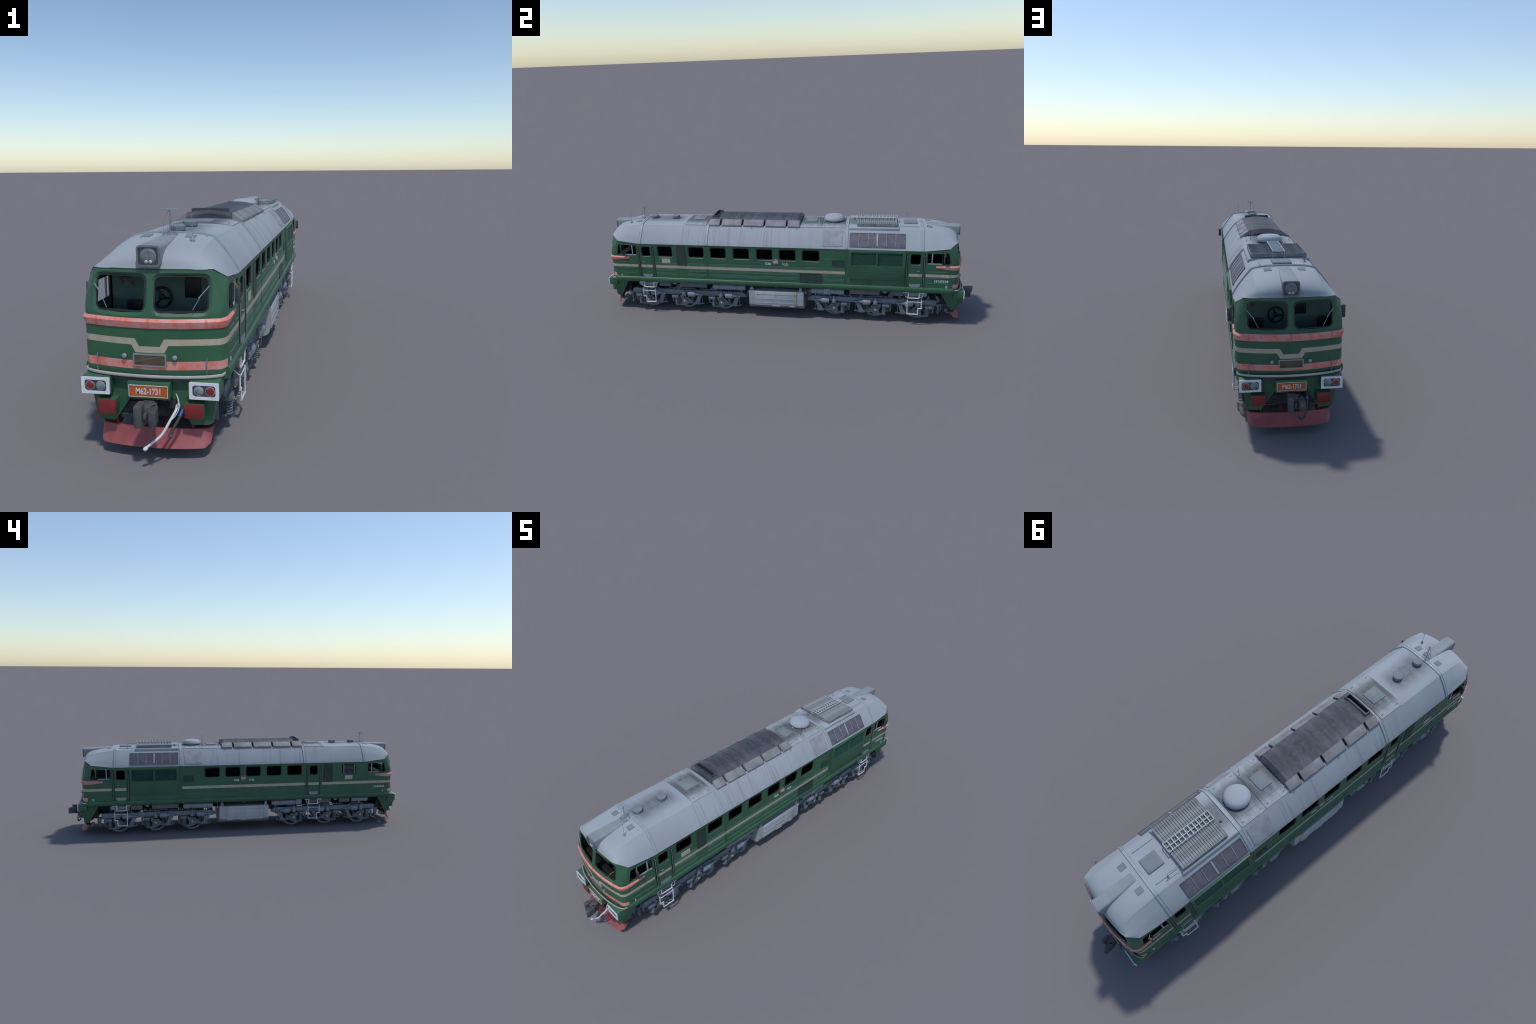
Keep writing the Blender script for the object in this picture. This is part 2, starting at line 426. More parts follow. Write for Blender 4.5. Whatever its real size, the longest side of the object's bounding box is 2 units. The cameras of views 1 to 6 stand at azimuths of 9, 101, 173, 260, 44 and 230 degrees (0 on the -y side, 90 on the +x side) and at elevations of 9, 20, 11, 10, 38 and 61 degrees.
# ---- hatches along the crown -------------------------------------------------
def hatch(y0, y1, lid, h=.003):
    yc = (y0 + y1) / 2; mb = MB(); roof_patch(mb, -.101, .101, y0, y1, -.001, h, org=(0, yc, 0))
    o = mb.obj('roof_hatch', [M_HATCH], ROOFOB); o.location = (0, yc, 0)
    d = MB()
    for sx in (-1, 1):     # welded ribs and lifting eyes on the plate
        d.tube([roof_pt(sx * .066, yc - .03, h), roof_pt(sx * .066, yc + .03, h)], .0012, 6)
        for dy in (-.36, .36):
            y = yc + dy * (y1 - y0); p = Vector(roof_pt(sx * .088, y, h))
            d.tube([p + Vector((0, -.003, 0)), p + Vector((0, -.003, .005)), p + Vector((0, .003, .005)), p + Vector((0, .003, 0))], .0008, 6)
    d.obj('hatch_rib_and_eye', [M_HATCHLID], ROOFOB, stuff=True)
    if lid:
        l = MB(); l.box(-lid[0], lid[0], yc - lid[1], yc + lid[1], .486, .4945, 0, .002)
        l.obj('hatch_lid', [M_HATCHLID], ROOFOB)
hatch(-.485, -.3695, (.0335, .0345))
hatch(.122, .2315, (.036, .0285))
hatch(.2335, .3475, None)
# square lid and two rails beside cab B
l = MB(); l.box(-.032, .032, .636, .701, .486, .494, 0, .002); l.obj('hatch_lid', [M_HATCHLID], ROOFOB)
mb = MB()
for s in (-1, 1): mb.box(s * .0745 - .002, s * .0745 + .002, .616, .704, .482, .4885, 0, .001)
mb.obj('roof_rail', [M_ROOF], ROOFOB)
# two cylindrical vents behind cab A
cap = MB(); cap.lathe([(.0155, .484), (.0155, .4885), (.0195, .4895), (.0205, .4915), (.0205, .502), (.0185, .5045), (0, .505)], (0, 0, 0), (0, 0, 1), 28)
c = cap.obj('roof_vent', [M_HATCHLID], ROOFOB); c.location = (0, -.686, 0)
dup(c, loc=(0, -.567, 0))
# mushroom cowl on four feet
cw = MB(); cw.lathe([(.02, .493), (.042, .494), (.0500, .4965), (.0518, .5000), (.0512, .5045), (.0485, .5100), (.0440, .5155), (.0385, .5188), (.020, .5207), (0, .5212)], (0, .2895, 0), (0, 0, 1), 48)
COWL = cw.obj('mushroom_cowl', [M_ROOF], ROOFOB, 50)
ft = MB(); ft.cyl((0, .2895, .484), (0, .2895, .496), .034, n=32)
ft.obj('cowl_neck', [M_DARK], ROOFOB)
ft = MB(); ft.prism([(0, .2895 + .056), (.054, .2895), (0, .2895 - .056), (-.054, .2895)], 'z', .486, .4915)
ft.obj('cowl_foot_plate', [M_ROOF], ROOFOB)
# knob near the fan
k = MB(); k.lathe([(.0045, .485), (.0055, .492), (.0045, .4965), (0, .498)], (-.034, .390, 0), (0, 0, 1), 16); k.obj('roof_knob', [M_ROOF], ROOFOB)

# ---- exhaust silencer housing --------------------------------------------------
def cover_z(x): return .5185 - .0105 * (abs(x) / .0735) ** 2
mb = MB(); xs = [lerp(-.0735, .0735, i / 20) for i in range(21)]
# end faces slope; the cover is a vaulted sheet over a solid core
def section(y, drop):
    up = [(x, y, cover_z(x) - drop) for x in xs]
    dn = [(x, y, .480) for x in reversed(xs)]
    return up + dn
core = MB(); core.loft([section(-.3525, .012), section(-.345, .002), section(-.338, 0)] + [section(lerp(-.33, .105, i / 12), 0) for i in range(13)] + [section(.108, .0005), section(.1235, .018)])
slot = MB(); slot.box(-.056, .056, -.3385, -.3155, .50, .56)
HOUS = core.obj('exhaust_housing', [M_MUF], ROOFOB, 28, cut=slot)
rim = MB(); rim.frame(rrect(-.059, .059, -.342, -.313, .002, 2), rrect(-.0545, .0545, -.3375, -.3175, .001, 2), 'z', .5125, .5215)
rim.obj('exhaust_slot_rim', [M_MUF], ROOFOB)
rim = MB(); rim.box(-.056, .056, -.339, -.315, .500, .506); rim.obj('exhaust_slot_floor', [M_DARK], ROOFOB)
gaps = [-.352, -.2905, -.1755, -.0595, .056, .121]
seg_parts = []
for s in (-1, 1):
    for a, b in zip(gaps, gaps[1:]):
        y0, y1 = a + (.0055 if a > -.35 else .001), b - (.0055 if b < .12 else .001)
        mb = MB(); poly = [(s * .074, .5085), (s * .1065, .4865), (s * .1065, .478), (s * .074, .480)]
        mb.prism(poly, 'y', y0, y1, 0, .0008)
        mb.obj('exhaust_side_plate', [M_SEG], ROOFOB)
    mb = MB(); mb.prism([(s * .073, .495), (s * .090, .4835), (s * .101, .478), (s * .073, .480)], 'y', -.350, .119)
    mb.obj('exhaust_gap_filler', [M_DARK], ROOFOB)
mb = MB()
for y0, y1 in ((-.3545, -.3505), (.1195, .1235)):
    mb.prism([(-.105, .482), (-.104, .4865), (-.0735, .4905), (.0735, .4905), (.104, .4865), (.105, .482)], 'y', y0, y1)
mb.obj('exhaust_end_flange', [M_SEG], ROOFOB)

# ---- cooling fan block ----------------------------------------------------------
mb = MB()
mb.prism([(-.1085, .470), (-.1085, .4835), (-.1045, .4885), (.1045, .4885), (.1085, .4835), (.1085, .470)], 'y', .3685, .6095, 0, .001)
mb.obj('fan_base', [M_ROOF], ROOFOB)
mb = MB(); mb.box(-.0945, .0945, .4115, .597, .485, .4985); mb.obj('fan_pit', [M_BOXG], ROOFOB)
mb = MB(); mb.frame(rrect(-.0985, .0985, .4075, .6015, .001, 1), rrect(-.096, .096, .410, .599, .001, 1), 'z', .4915, .5045)
mb.obj('fan_frame', [M_FAN], ROOFOB)
NS = 20
sl = MB(); sl.box(-.0958, .0958, -.0041, .0041, -.0012, .0012)
first = None
for i in range(NS):
    y = lerp(.4135, .5955, i / (NS - 1))
    if first is None: first = sl.obj('fan_slat', [M_FAN], ROOFOB); o = first
    else: o = dup(first)
    o.location = (0, y, .5022); o.rotation_euler = (math.radians(9), 0, 0)
mb = MB(); mb.frame(rrect(-.0215, .0215, .4065, .6045, .001, 1), rrect(-.0195, .0195, .4085, .6025, .001, 1), 'z', .5115, .5150)
for i in range(1, 11):
    y = lerp(.4075, .6035, i / 11); mb.box(-.02, .02, y - .0014, y + .0014, .5118, .5147)
mb.tube([(0, .412, .5100), (0, .600, .5100)], .0024, 8)
for s in (-1, 1):
    for y in (.4072, .6038): mb.tube([(s * .0205, y, .513), (s * .0205, y, .488)], .0010, 6)
mb.obj('roof_walkway', [M_WALK], ROOFOB)
mb = MB()   # small signal bracket in front of the fan
mb.tube([(-.081, .655, .486), (-.081, .655, .5145), (-.081, .606, .5145)], .0011, 6)
mb.lathe([(.005, .484), (.0025, .489), (0, .491)], (-.081, .655, 0), (0, 0, 1), 12)
mb.obj('roof_bracket', [M_HATCHLID], ROOFOB)

# ---- filters and panels on the roof flanks ----------------------------------------
def flank(mb, s, xa, xb, y0, y1, h0, h1, mat=0, n=8):
    roof_patch(mb, s * xa, s * xb, y0, y1, h0, h1, mat, n)
for s in (1, -1):
    mb = MB(); flank(mb, s, .1195, .1598, .3745, .6395, -.001, .0010); mb.obj('air_filter', [M_FILTER], ROOFOB)
    mb = MB()
    for (a, b, c, d) in ((.1185, .1205, .3735, .6405), (.1588, .1608, .3735, .6405), (.1185, .1608, .3735, .3755), (.1185, .1608, .6385, .6405)):
        flank(mb, s, a, b, c, d, 0, .0028)
    mb.obj('filter_frame', [M_FILTER], ROOFOB)
    mb = MB()
    for i in range(20):
        x = lerp(.1222, .1572, i / 19)
        mb.tube([roof_pt(s * x, .376, .0014), roof_pt(s * x, .638, .0014)], .00055, 4)
    mb.obj('filter_wire', [M_FILTERWIRE], ROOFOB, stuff=True)
    mb = MB()
    for i, w in ((1, .0009), (2, .0009), (3, .0035), (4, .0009), (5, .0009)):
        y = lerp(.3745, .6395, i / 6); flank(mb, s, .1205, .1575, y - w, y + w, .0015, .0032)
    mb.obj('filter_bar', [M_FILTERBAR], ROOFOB)
    mb = MB(); flank(mb, s, .1115, .1600, .2405, .3395, -.001, .0022); mb.obj('roof_side_panel', [M_PANEL], ROOFOB)
    mb = MB()
    for y in (.246, .334):
        for xx in (.135, .157):
            p = Vector(roof_pt(s * xx, y, .002)); mb.cyl(p, p + roof_n(s * xx) * .0015, .0012, n=8)
    mb.obj('panel_stud', [M_RIM], ROOFOB, stuff=True)
    for y in (-.1243, .1068):
        mb = MB(); p = Vector(roof_pt(s * .109, y, 0)); n = roof_n(s * .109); t = Vector((s * .8, 0, -.6))
        mb.tube([p - t * .004, p - t * .004 + n * .005, p + t * .004 + n * .005, p + t * .004], .0009, 6)
        mb.obj('lifting_eye', [M_HATCHLID], ROOFOB)

# ---- aerials -------------------------------------------------------------------------
mb = MB(); cx, cy = 0, -.7465
circ = lambda r, z, n=36: [(cx + r * math.cos(2 * PI * k / n), cy + r * math.sin(2 * PI * k / n), z) for k in range(n)]
for z in (.4905, .5478): mb.tube(circ(.0192, z), .0008, 6, closed=True)
mb.tube([(cx, cy, .484), (cx, cy, .5475)], .0016, 8)
for k in range(8):
    a = 2 * PI * k / 8; d = Vector((math.cos(a), math.sin(a), 0))
    mb.tube([Vector((cx, cy, .5478)), Vector((cx, cy, .5478)) + d * .019], .0006, 5)
    if k % 2 == 0:
        mb.tube([Vector((cx, cy, .4905)), Vector((cx, cy, .4905)) + d * .019], .0008, 5)
        mb.tube([Vector((cx, cy, z)) + d * r for r, z in ((.0165, .484), (.0165, .505), (.0155, .519), (.0105, .531), (.004, .541), (.001, .545))], .0005, 5)
mb.cyl((cx, cy, .544), (cx, cy, .5495), .003, n=12)
for k in range(4):
    a = 2 * PI * (k + .5) / 4; mb.tube([(cx + .016 * math.cos(a), cy + .016 * math.sin(a), .482), (cx + .016 * math.cos(a), cy + .016 * math.sin(a), .4905)], .001, 5)
mb.obj('cage_aerial', [M_AIR], ROOFOB)
mb = MB(); mb.lathe([(.0062, .462), (.0062, .4815), (.0055, .4825), (.004, .4835), (.0015, .4885), (0, .489)], (.0697, -.7968, 0), (0, 0, 1), 18)
mb.tube([(.0697, -.7968, .487), (.0694, -.7955, .512), (.0692, -.795, .536)], .0008, 6)
mb.obj('whip_aerial', [M_AIR], ROOFOB)
mb = MB(); mb.tube([(.0697, .2241, .486), (.0696, .224, .5346)], .0008, 6); mb.lathe([(.0025, .486), (.0012, .4905), (0, .491)], (.0697, .2241, 0), (0, 0, 1), 10)
mb.obj('aerial_mast', [M_DARK], ROOFOB)
mb = MB(); mb.tube([(.0692, lerp(-.795, .224, i / 24), .5352 - .0025 * math.sin(PI * i / 24)) for i in range(25)], .00012, 4)
mb.tube([(.0692, -.795, .5352), (.0815, -.757, .505), (.0905, -.7425, .4825)], .00014, 4)
mb.lathe([(.002, .476), (.001, .483), (0, .484)], (.0905, -.742, 0), (0, 0, 1), 8)
mb.obj('aerial_wire', [M_BOGIE], ROOFOB)

# ----------------------------------------------------------------------------
# cabs: one green shell each, rounded in plan, with a vaulted grey cab roof
# ----------------------------------------------------------------------------
def front_y(x): return .9178 - 1.0 * x * x
def screen_y(x, z):
    top = .8965 - .77 * x * x - .0018 * (x / .138) ** 6
    return lerp(front_y(x), top, max(0, (z - .325) / (.427 - .325)) ** 1.15)
# joint between cab roof and cab wall, from the side round the corner to the nose centre
SEAMPTS = [(.1665, .742, .3925), (.1665, .775, .396), (.1655, .80, .399), (.1648, .82, .4012), (.1637, .835, .4028), (.1625, .848, .404),
           (.150, .8645, .4155), (.138, .880, .4265), (.129, .8835, .427), (.115, .887, .427), (.096, .890, .427), (.0595, .8945, .427), (0, .8965, .427)]
CX, CY, RX = .1425, .8655, .024
RY = front_y(CX) - CY
def base_plan(u):
    """u 0..1 side, 1..2 corner, 2..3 front; returns x, y."""
    if u <= 1: return (W, lerp(.742, CY, u))
    if u <= 2:
        a = (u - 1) * PI / 2; return (CX + RX * math.cos(a), CY + RY * math.sin(a))
    x = lerp(CX, 0, u - 2); return (x, front_y(x))
def seam_pt(u):
    if u <= 1: return catmull(SEAMPTS[:6], u * 5)
    if u <= 2:
        a, b, c = SEAMPTS[5], SEAMPTS[6], SEAMPTS[7]; t = (u - 1) * 2
        return tuple(lerp(p, q, t) for p, q in zip(a, b)) if t <= 1 else tuple(lerp(p, q, t - 1) for p, q in zip(b, c))
    x = lerp(.138, 0, u - 2)
    return (x, .8965 - .77 * x * x - .0018 * (x / .138) ** 6, .427 - .0005 * (x / .138) ** 4)
ZB, ZM = .180, .325
def cab_pt(u, t, off=0.0):
    bx, by = base_plan(u); s = seam_pt(u)
    z = lerp(ZB, s[2], t)
    if z > ZM:
        k = (z - ZM) / (s[2] - ZM); e = 2.2 if u <= 1 else lerp(2.2, 1.15, u - 1) if u <= 2 else 1.15
        k = k ** e; bx, by = lerp(bx, s[0], k), lerp(by, s[1], k)
    if off:
        a = base_plan(max(0, u - .01)); b = base_plan(min(3, u + .01)); n = Vector((b[1] - a[1], -(b[0] - a[0]), 0)).normalized()
        bx += n.x * off; by += n.y * off
    return (bx, by, z)
US = [i / 14 for i in range(14)] + [1 + i / 12 for i in range(12)] + [2 + i / 18 for i in range(19)]
def cab_grid(off):
    g = []
    for j in range(41):
        h = [cab_pt(u, j / 40, off) for u in US]
        g.append(h + [(-x, y, z) for x, y, z in h[-2::-1]])
    return g
def tapered(mb, inner, outer, axis, a_in, a_out, extra_in, fn=None):
    """Cutter that is the inner loop inside and flares to the outer loop at the skin."""
    def P(p, a):
        q = list(p); q.insert('xyz'.index(axis), a); return q
    mb.loft([[P(p, extra_in) for p in inner], [P(p, a_in) for p in inner], [P(p, a_out) for p in outer]])

cut = MB()
WS = (.0105, .1295, .3345, .4125)
for s in (1, -1):
    inn = rrect(WS[0], WS[1], WS[2], WS[3], .014); out = rrect(WS[0] - .0065, WS[1] + .0085, WS[2] - .009, WS[3] + .0065, .019)
    rows = []
    # the glass follows the raked, curved front
    fy = screen_y
    rows.append([(s * p[0], .84, p[1]) for p in inn])
    rows.append([(s * p[0], fy(*p) - .0045, p[1]) for p in inn])
    rows.append([(s * q[0], fy(*q) + .0008, q[1]) for q in out])
    rows.append([(s * q[0], .96, q[1]) for q in out])
    cut.loft(rows)
# cab side windows, front post raked
def side_win(grow):
    y0, y1, z0, z1, r = .7465 - grow, .8545 + grow, .3275 - grow, .3845 + grow, .008 + grow
    return [(y - .20 * max(0, z - .33) * max(0, (y - .80)) / .055, z) for y, z in rrect(y0, y1, z0, z1, r)]
for s in (1, -1):
    cut.loft([[(s * x, p[0], p[1]) for p in side_win(g)] for x, g in ((.13, 0), (.1625, 0), (.169, .0035))])
shell = MB(); shell.shell(cab_grid(0), cab_grid(-.005))
CABB = shell.obj('cab', [M_CAB], ROOT, 30, cut=cut)

cabparts = []      # everything here exists identically on both ends (rotated copy)
def cp(ob): cabparts.append(ob); return ob

# cab roof: surface through control rows (side edge ... crown), each running forward to the joint
ROWS = [
    [(.1665, .722, .391), (.1668, .775, .396), (.1658, .80, .399), (.165, .82, .4012), (.1639, .835, .4028), (.1627, .848, .404)],
    [(.158, .722, .4074), (.1575, .785, .4095), (.1565, .82, .4122), (.155, .840, .4140), (.1528, .854, .4150), (.1502, .8647, .4155)],
    [(.1433, .722, .430), (.1432, .785, .4300), (.1423, .825, .4293), (.1412, .848, .4285), (.1397, .866, .4275), (.1382, .8802, .4265)],
    [(.1264, .722, .4525), (.1266, .785, .4485), (.1272, .830, .4435), (.1278, .854, .4390), (.1284, .871, .4340), (.129, .8838, .4268)],
    [(.1094, .722, .472), (.1098, .785, .4650), (.1112, .833, .4565), (.1125, .857, .4490), (.1138, .875, .4400), (.115, .8878, .4270)],
    [(.0985, .722, .4805), (.0982, .785, .4735), (.0978, .835, .4645), (.0972, .861, .4555), (.0966, .8795, .4435), (.096, .8903, .4270)],
    [(.0595, .722, .4865), (.059, .785, .4795), (.058, .838, .4705), (.057, .866, .4615), (.0565, .8845, .4475), (.056, .8946, .4270)],
    [(0, .722, .488), (0, .785, .4808), (0, .84, .4718), (0, .868, .4625), (0, .8865, .4485), (0, .8968, .4270)]]
def cabroof_pt(i, v):
    return catmull([catmull(r, v) for r in ROWS], i)
NI, NV = 42, 30
def cabroof_grid(dz):
    g = []
    for v in range(NV + 1):
        h = [cabroof_pt(i * 7 / NI, v * 5 / NV) for i in range(NI + 1)]
        h = [(max(0, x) * (1 - dz * .9), .722 + (y - .722) * (1 - dz * .6), z - dz * .1) for x, y, z in h]
        g.append(h + [(-x, y, z) for x, y, z in h[-2::-1]])
    return g
mb = MB(); mb.shell(cabroof_grid(0), cabroof_grid(.035))
cp(mb.obj('cab_roof', [M_ROOF], ROOT, 40))
# dark sealing line along the joint
mb = MB(); path = [seam_pt(3 * i / 90) for i in range(91)]; path = path + [(-x, y, z) for x, y, z in path[-2::-1]]
mb.tube(path, .0011, 6); cp(mb.obj('cab_roof_seal', [M_LOUVRE], ROOT))

# headlamp hood
def hood_ring(y, hw, zb, zt, r, n=5): return [(p[0], y, p[1]) for p in rrect(-hw, hw, zb, zt, r, n)]
mb = MB()
mb.loft([hood_ring(.745, .0205, .455, .4876, .006), hood_ring(.775, .0222, .450, .4862, .008), hood_ring(.81, .0236, .447, .4840, .008), hood_ring(.85, .0248, .440, .4822, .008), hood_ring(.895, .0262, .4345, .4812, .008), hood_ring(.9035, .0264, .4340, .4806, .008)])
cp(mb.obj('headlamp_hood', [M_HOOD], ROOT, 40))
mb = MB(); mb.frame(rrect(-.0266, .0266, .4336, .4808, .008), rrect(-.0225, .0225, .4378, .4765, .006), 'y', .9000, .9062)
cp(mb.obj('headlamp_rim', [M_RIM], ROOT))
mb = MB(); mb.box(-.023, .023, .9028, .9042, .437, .477, 0); cp(mb.obj('headlamp_glass', [M_REFL], ROOT))
mb = MB(); mb.lathe([(.0185, .0), (.0175, .0005), (.010, .0009), (0, .0010)], (0, .9040, .4570), (0, 1, 0), 28); cp(mb.obj('headlamp_reflector', [M_REFL2], ROOT, 60))
mb = MB()
for s in (-1, 1): mb.lathe([(.0042, 0), (.0035, .0014), (0, .002)], (s * .0048, .9045, .4445), (0, 1, 0), 14)
cp(mb.obj('headlamp_bulb', [M_BULB], ROOT, 60))
# small square lids on the cab roof
mb = MB()
for s in (-1, 1):
    g = lambda x, y: interp(y, [(.722, roof_z(x)), (.785, roof_z(x) - .0072)])
    for h0, h1 in ((0, .0022),):
        c4 = [(s * .043, .7445), (s * .067, .7445), (s * .067, .7705), (s * .043, .7705)]
        vs = [(x, y, g(x, y) - .001) for x, y in c4] + [(x, y, g(x, y) + .0024) for x, y in c4]
        mb.add(vs, [(3, 2, 1, 0), (4, 5, 6, 7), (0, 1, 5, 4), (1, 2, 6, 5), (2, 3, 7, 6), (3, 0, 4, 7)])
cp(mb.obj('cab_roof_lid', [M_HATCHLID], ROOT))

# gaskets
mb = MB()
for s in (1, -1):
    o = rrect(WS[0] - .001, WS[1] + .001, WS[2] - .001, WS[3] + .001, .015); i = rrect(WS[0] + .0022, WS[1] - .0022, WS[2] + .0022, WS[3] - .0022, .012)
    def q(p, d): return (s * p[0], screen_y(p[0], p[1]) - .0045 + d, p[1])
    mb.loft([[q(p, .0012) for p in o], [q(p, .0012) for p in i], [q(p, -.003) for p in i], [q(p, -.003) for p in o]], closed=True)
cp(mb.obj('windscreen_gasket', [M_BLACK], ROOT))
mb = MB()
for s in (1, -1):
    o, i = side_win(.0012), side_win(-.0015)
    mb.loft([[(s * .1645, *p) for p in o], [(s * .1645, *p) for p in i], [(s * .160, *p) for p in i], [(s * .160, *p) for p in o]], closed=True)
cp(mb.obj('cab_window_gasket', [M_BLACK], ROOT))
# sliding cab window: pale post, sill and a thin quarter-light bar
mb = MB()
for s in (1, -1):
    a, b = sorted((s * .1615, s * .1648))
    mb.box(a, b, .7655, .7705, .328, .384); mb.box(a, b, .7475, .815, .3265, .3305); mb.box(a, b, .7475, .815, .3825, .3845)
cp(mb.obj('cab_window_post', [M_FILTERBAR], ROOT))
mb = MB()
for s in (1, -1):
    a, b = sorted((s * .1655, s * .1675)); mb.prism([(a, .326), (b, .326), (b, .390), (a, .390)], 'y', .8140, .8160)
    mb.prism([(s * .1655, .328), (s * .169, .328), (s * .1690, .387), (s * .1655, .387)], 'y', .8215, .8225)
cp(mb.obj('wind_deflector', [M_LOUVRE], ROOT))
# wipers
for s in (1, -1):
    mb = MB()
    wy = lambda x, z: screen_y(x, z) + .0035
    p0, p1, p2 = (.1325, .3925), (.110, .367), (.098, .342)
    P3 = lambda p: (s * p[0], wy(*p) + .001, p[1])
    mb.tube([P3(p0), P3(p1)], .0012, 6); mb.tube([P3((.115, .372)), P3(p2)], .0007, 6)
    cp(mb.obj('windscreen_wiper', [M_SILVER], ROOT))
# mirrors
for s in (1, -1):
    mb = MB(); x0, x1 = sorted((s * .1735, s * .1872)); mb.box(x0, x1, .8195, .8255, .3375, .3800, 0, .0025)
    cp(mb.obj('mirror', [M_MIRROR], ROOT))
    mb = MB(); mb.tube([(s * .1655, .8165, .386), (s * .172, .820, .3865), (s * .179, .8275, .384), (s * .180, .828, .374)], .0009, 6); cp(mb.obj('mirror_arm', [M_BRASS], ROOT))

# coral belt moulding below the windscreen
def belt_ring(u, side_y=None):
    if side_y is None:
        x, y = base_plan(u); a = base_plan(max(0, u - .01)); b = base_plan(min(3, u + .01)); n = Vector((b[1] - a[1], -(b[0] - a[0]), 0)).normalized()
    k = 1.0
    if u < 1:
        k = max(0.0, (y - .787) / (CY - .787))
    kk = k ** .6 if k > 0 else 0
    e_ = min(1.0, k / .05) ** .5 if k < .05 else 1.0
    zc = .3125; z0 = lerp(zc, lerp(.3075, .2995, k), e_); z1 = lerp(zc, lerp(.3175, .3212, k), e_); d = .0054 * (.6 + .4 * kk) * (.4 + .6 * e_) + .0005
    prof = [(-.003, z0), (d * .35, z0), (d * .6, lerp(z0, z1, .22)), (d * .92, lerp(z0, z1, .60)), (d, lerp(z0, z1, .70)), (d * .55, lerp(z0, z1, .88)), (.0008, z1), (-.003, z1)]
    return [(x + n.x * q, y + n.y * q, z) for q, z in prof]
u0 = (.7875 - .742) / (CY - .742)
ul = [lerp(u0, 1, i / 12) for i in range(12)] + [1 + i / 12 for i in range(12)] + [2 + i / 14 for i in range(15)]
ul = [lerp(u0, ul[1], i / 6) for i in range(6)] + ul[1:]
rings = [belt_ring(u) for u in ul]
rings = rings + [[(-x, y, z) for x, y, z in r] for r in rings[-2::-1]]
mb = MB(); mb.loft(rings); cp(mb.obj('belt_moulding', [M_PINK], ROOT, 26))
mb = MB()      # joint sleeves on the belt
for uu in (2.12, 3.0):
    a = [tuple(c * 1.0 for c in p) for p in belt_ring(uu - .018)]; b = belt_ring(min(3, uu + .018))
    grow = lambda r: [(p[0], p[1] + .0006, p[2] + (.0005 if k > 3 else -.0005)) for k, p in enumerate(r)]
    if uu == 3.0: b = [(-p[0], p[1], p[2]) for p in a]
    mb.loft([grow(a), grow(b)])
    if uu != 3.0: mb.loft([[(-p[0], p[1], p[2]) for p in grow(a)], [(-p[0], p[1], p[2]) for p in grow(b)]])
cp(mb.obj('belt_sleeve', [simple('coral_joint_paint', (.62, .16, .11), .5)], ROOT))

# ribs on the cab flanks
mb = MB()
for s in (1, -1):
    for z in (.2868, .2560, .2270):
        mb.tube([(s * .1664, .752, z), (s * .1664, .857, z)], .0015, 6)
cp(mb.obj('cab_side_rib', [M_RIB], ROOT))

# nose fittings: grille, marker knobs, grab irons
mb = MB(); mb.frame(rrect(-.0380, .0380, .2130, .2415, .002, 2), rrect(-.0350, .0350, .2157, .2388, .0015, 2), 'y', .908, .9205)
cp(mb.obj('nose_grille_frame', [M_SILVER], ROOT))
mb = MB(); mb.box(-.0365, .0365, .908, .9182, .2145, .2400); cp(mb.obj('nose_grille_back', [simple('grille_back_dark', (.03, .022, .014), .7)], ROOT))
mb = MB()
for i in range(8):
    z = lerp(.2172, .2374, i / 7); mb.box(-.0355, .0355, .9165, .9195, z - .0009, z + .0009)
cp(mb.obj('nose_grille_slat', [M_GRILLE], ROOT))
mb = MB()
for x in (-.0578, .0578): mb.lathe([(.0035, -.004), (.0035, .004), (.0055, .005), (.0055, .0085), (.004, .0095), (0, .0098)], (x, .9125, .2355), (0, 1, 0), 18)
cp(mb.obj('marker_knob', [M_SILVER], ROOT))
mb = MB()
for s in (1, -1): mb.tube([(s * .1265, .9045, .2335), (s * .1265, .9075, .2335), (s * .1265, .9090, .229), (s * .1265, .9100, .194)], .0013, 6)
cp(mb.obj('grab_iron', [M_RIM], ROOT))

# front ledge with white bumper strip
LEDGE = [(.1620, .879), (.1610, .890), (.1555, .8995), (.128, .9122), (.086, .9210), (.036, .9262), (0, .9272)]
lp = [catmull(LEDGE, t * 6 / 36) for t in range(37)]
full = lp + [(-x, y) for x, y in lp[-2::-1]]
mb = MB()
nn = []
for i, (x, y) in enumerate(full):
    a, b = full[max(i - 1, 0)], full[min(i + 1, len(full) - 1)]; d = Vector((b[1] - a[1], -(b[0] - a[0]))).normalized(); nn.append(d)
mb.loft([[(x + d.x * o, y + d.y * o, z) for o, z in ((-.003, .1893), (.0002, .1893), (.0012, .1908), (.0012, .1950), (.0004, .1967), (-.0006, .1966), (-.003, .1945))] for (x, y), d in zip(full, nn)])
cp(mb.obj('bumper_strip', [M_WHITEBAR], ROOT, 50))
mb = MB(); mb.prism([(x, y - .0015) for x, y in full] + [(-.155, .87), (.155, .87)], 'z', .183, .1948); cp(mb.obj('nose_ledge', [simple('black_ledge', (.02, .028, .022), .6)], ROOT))

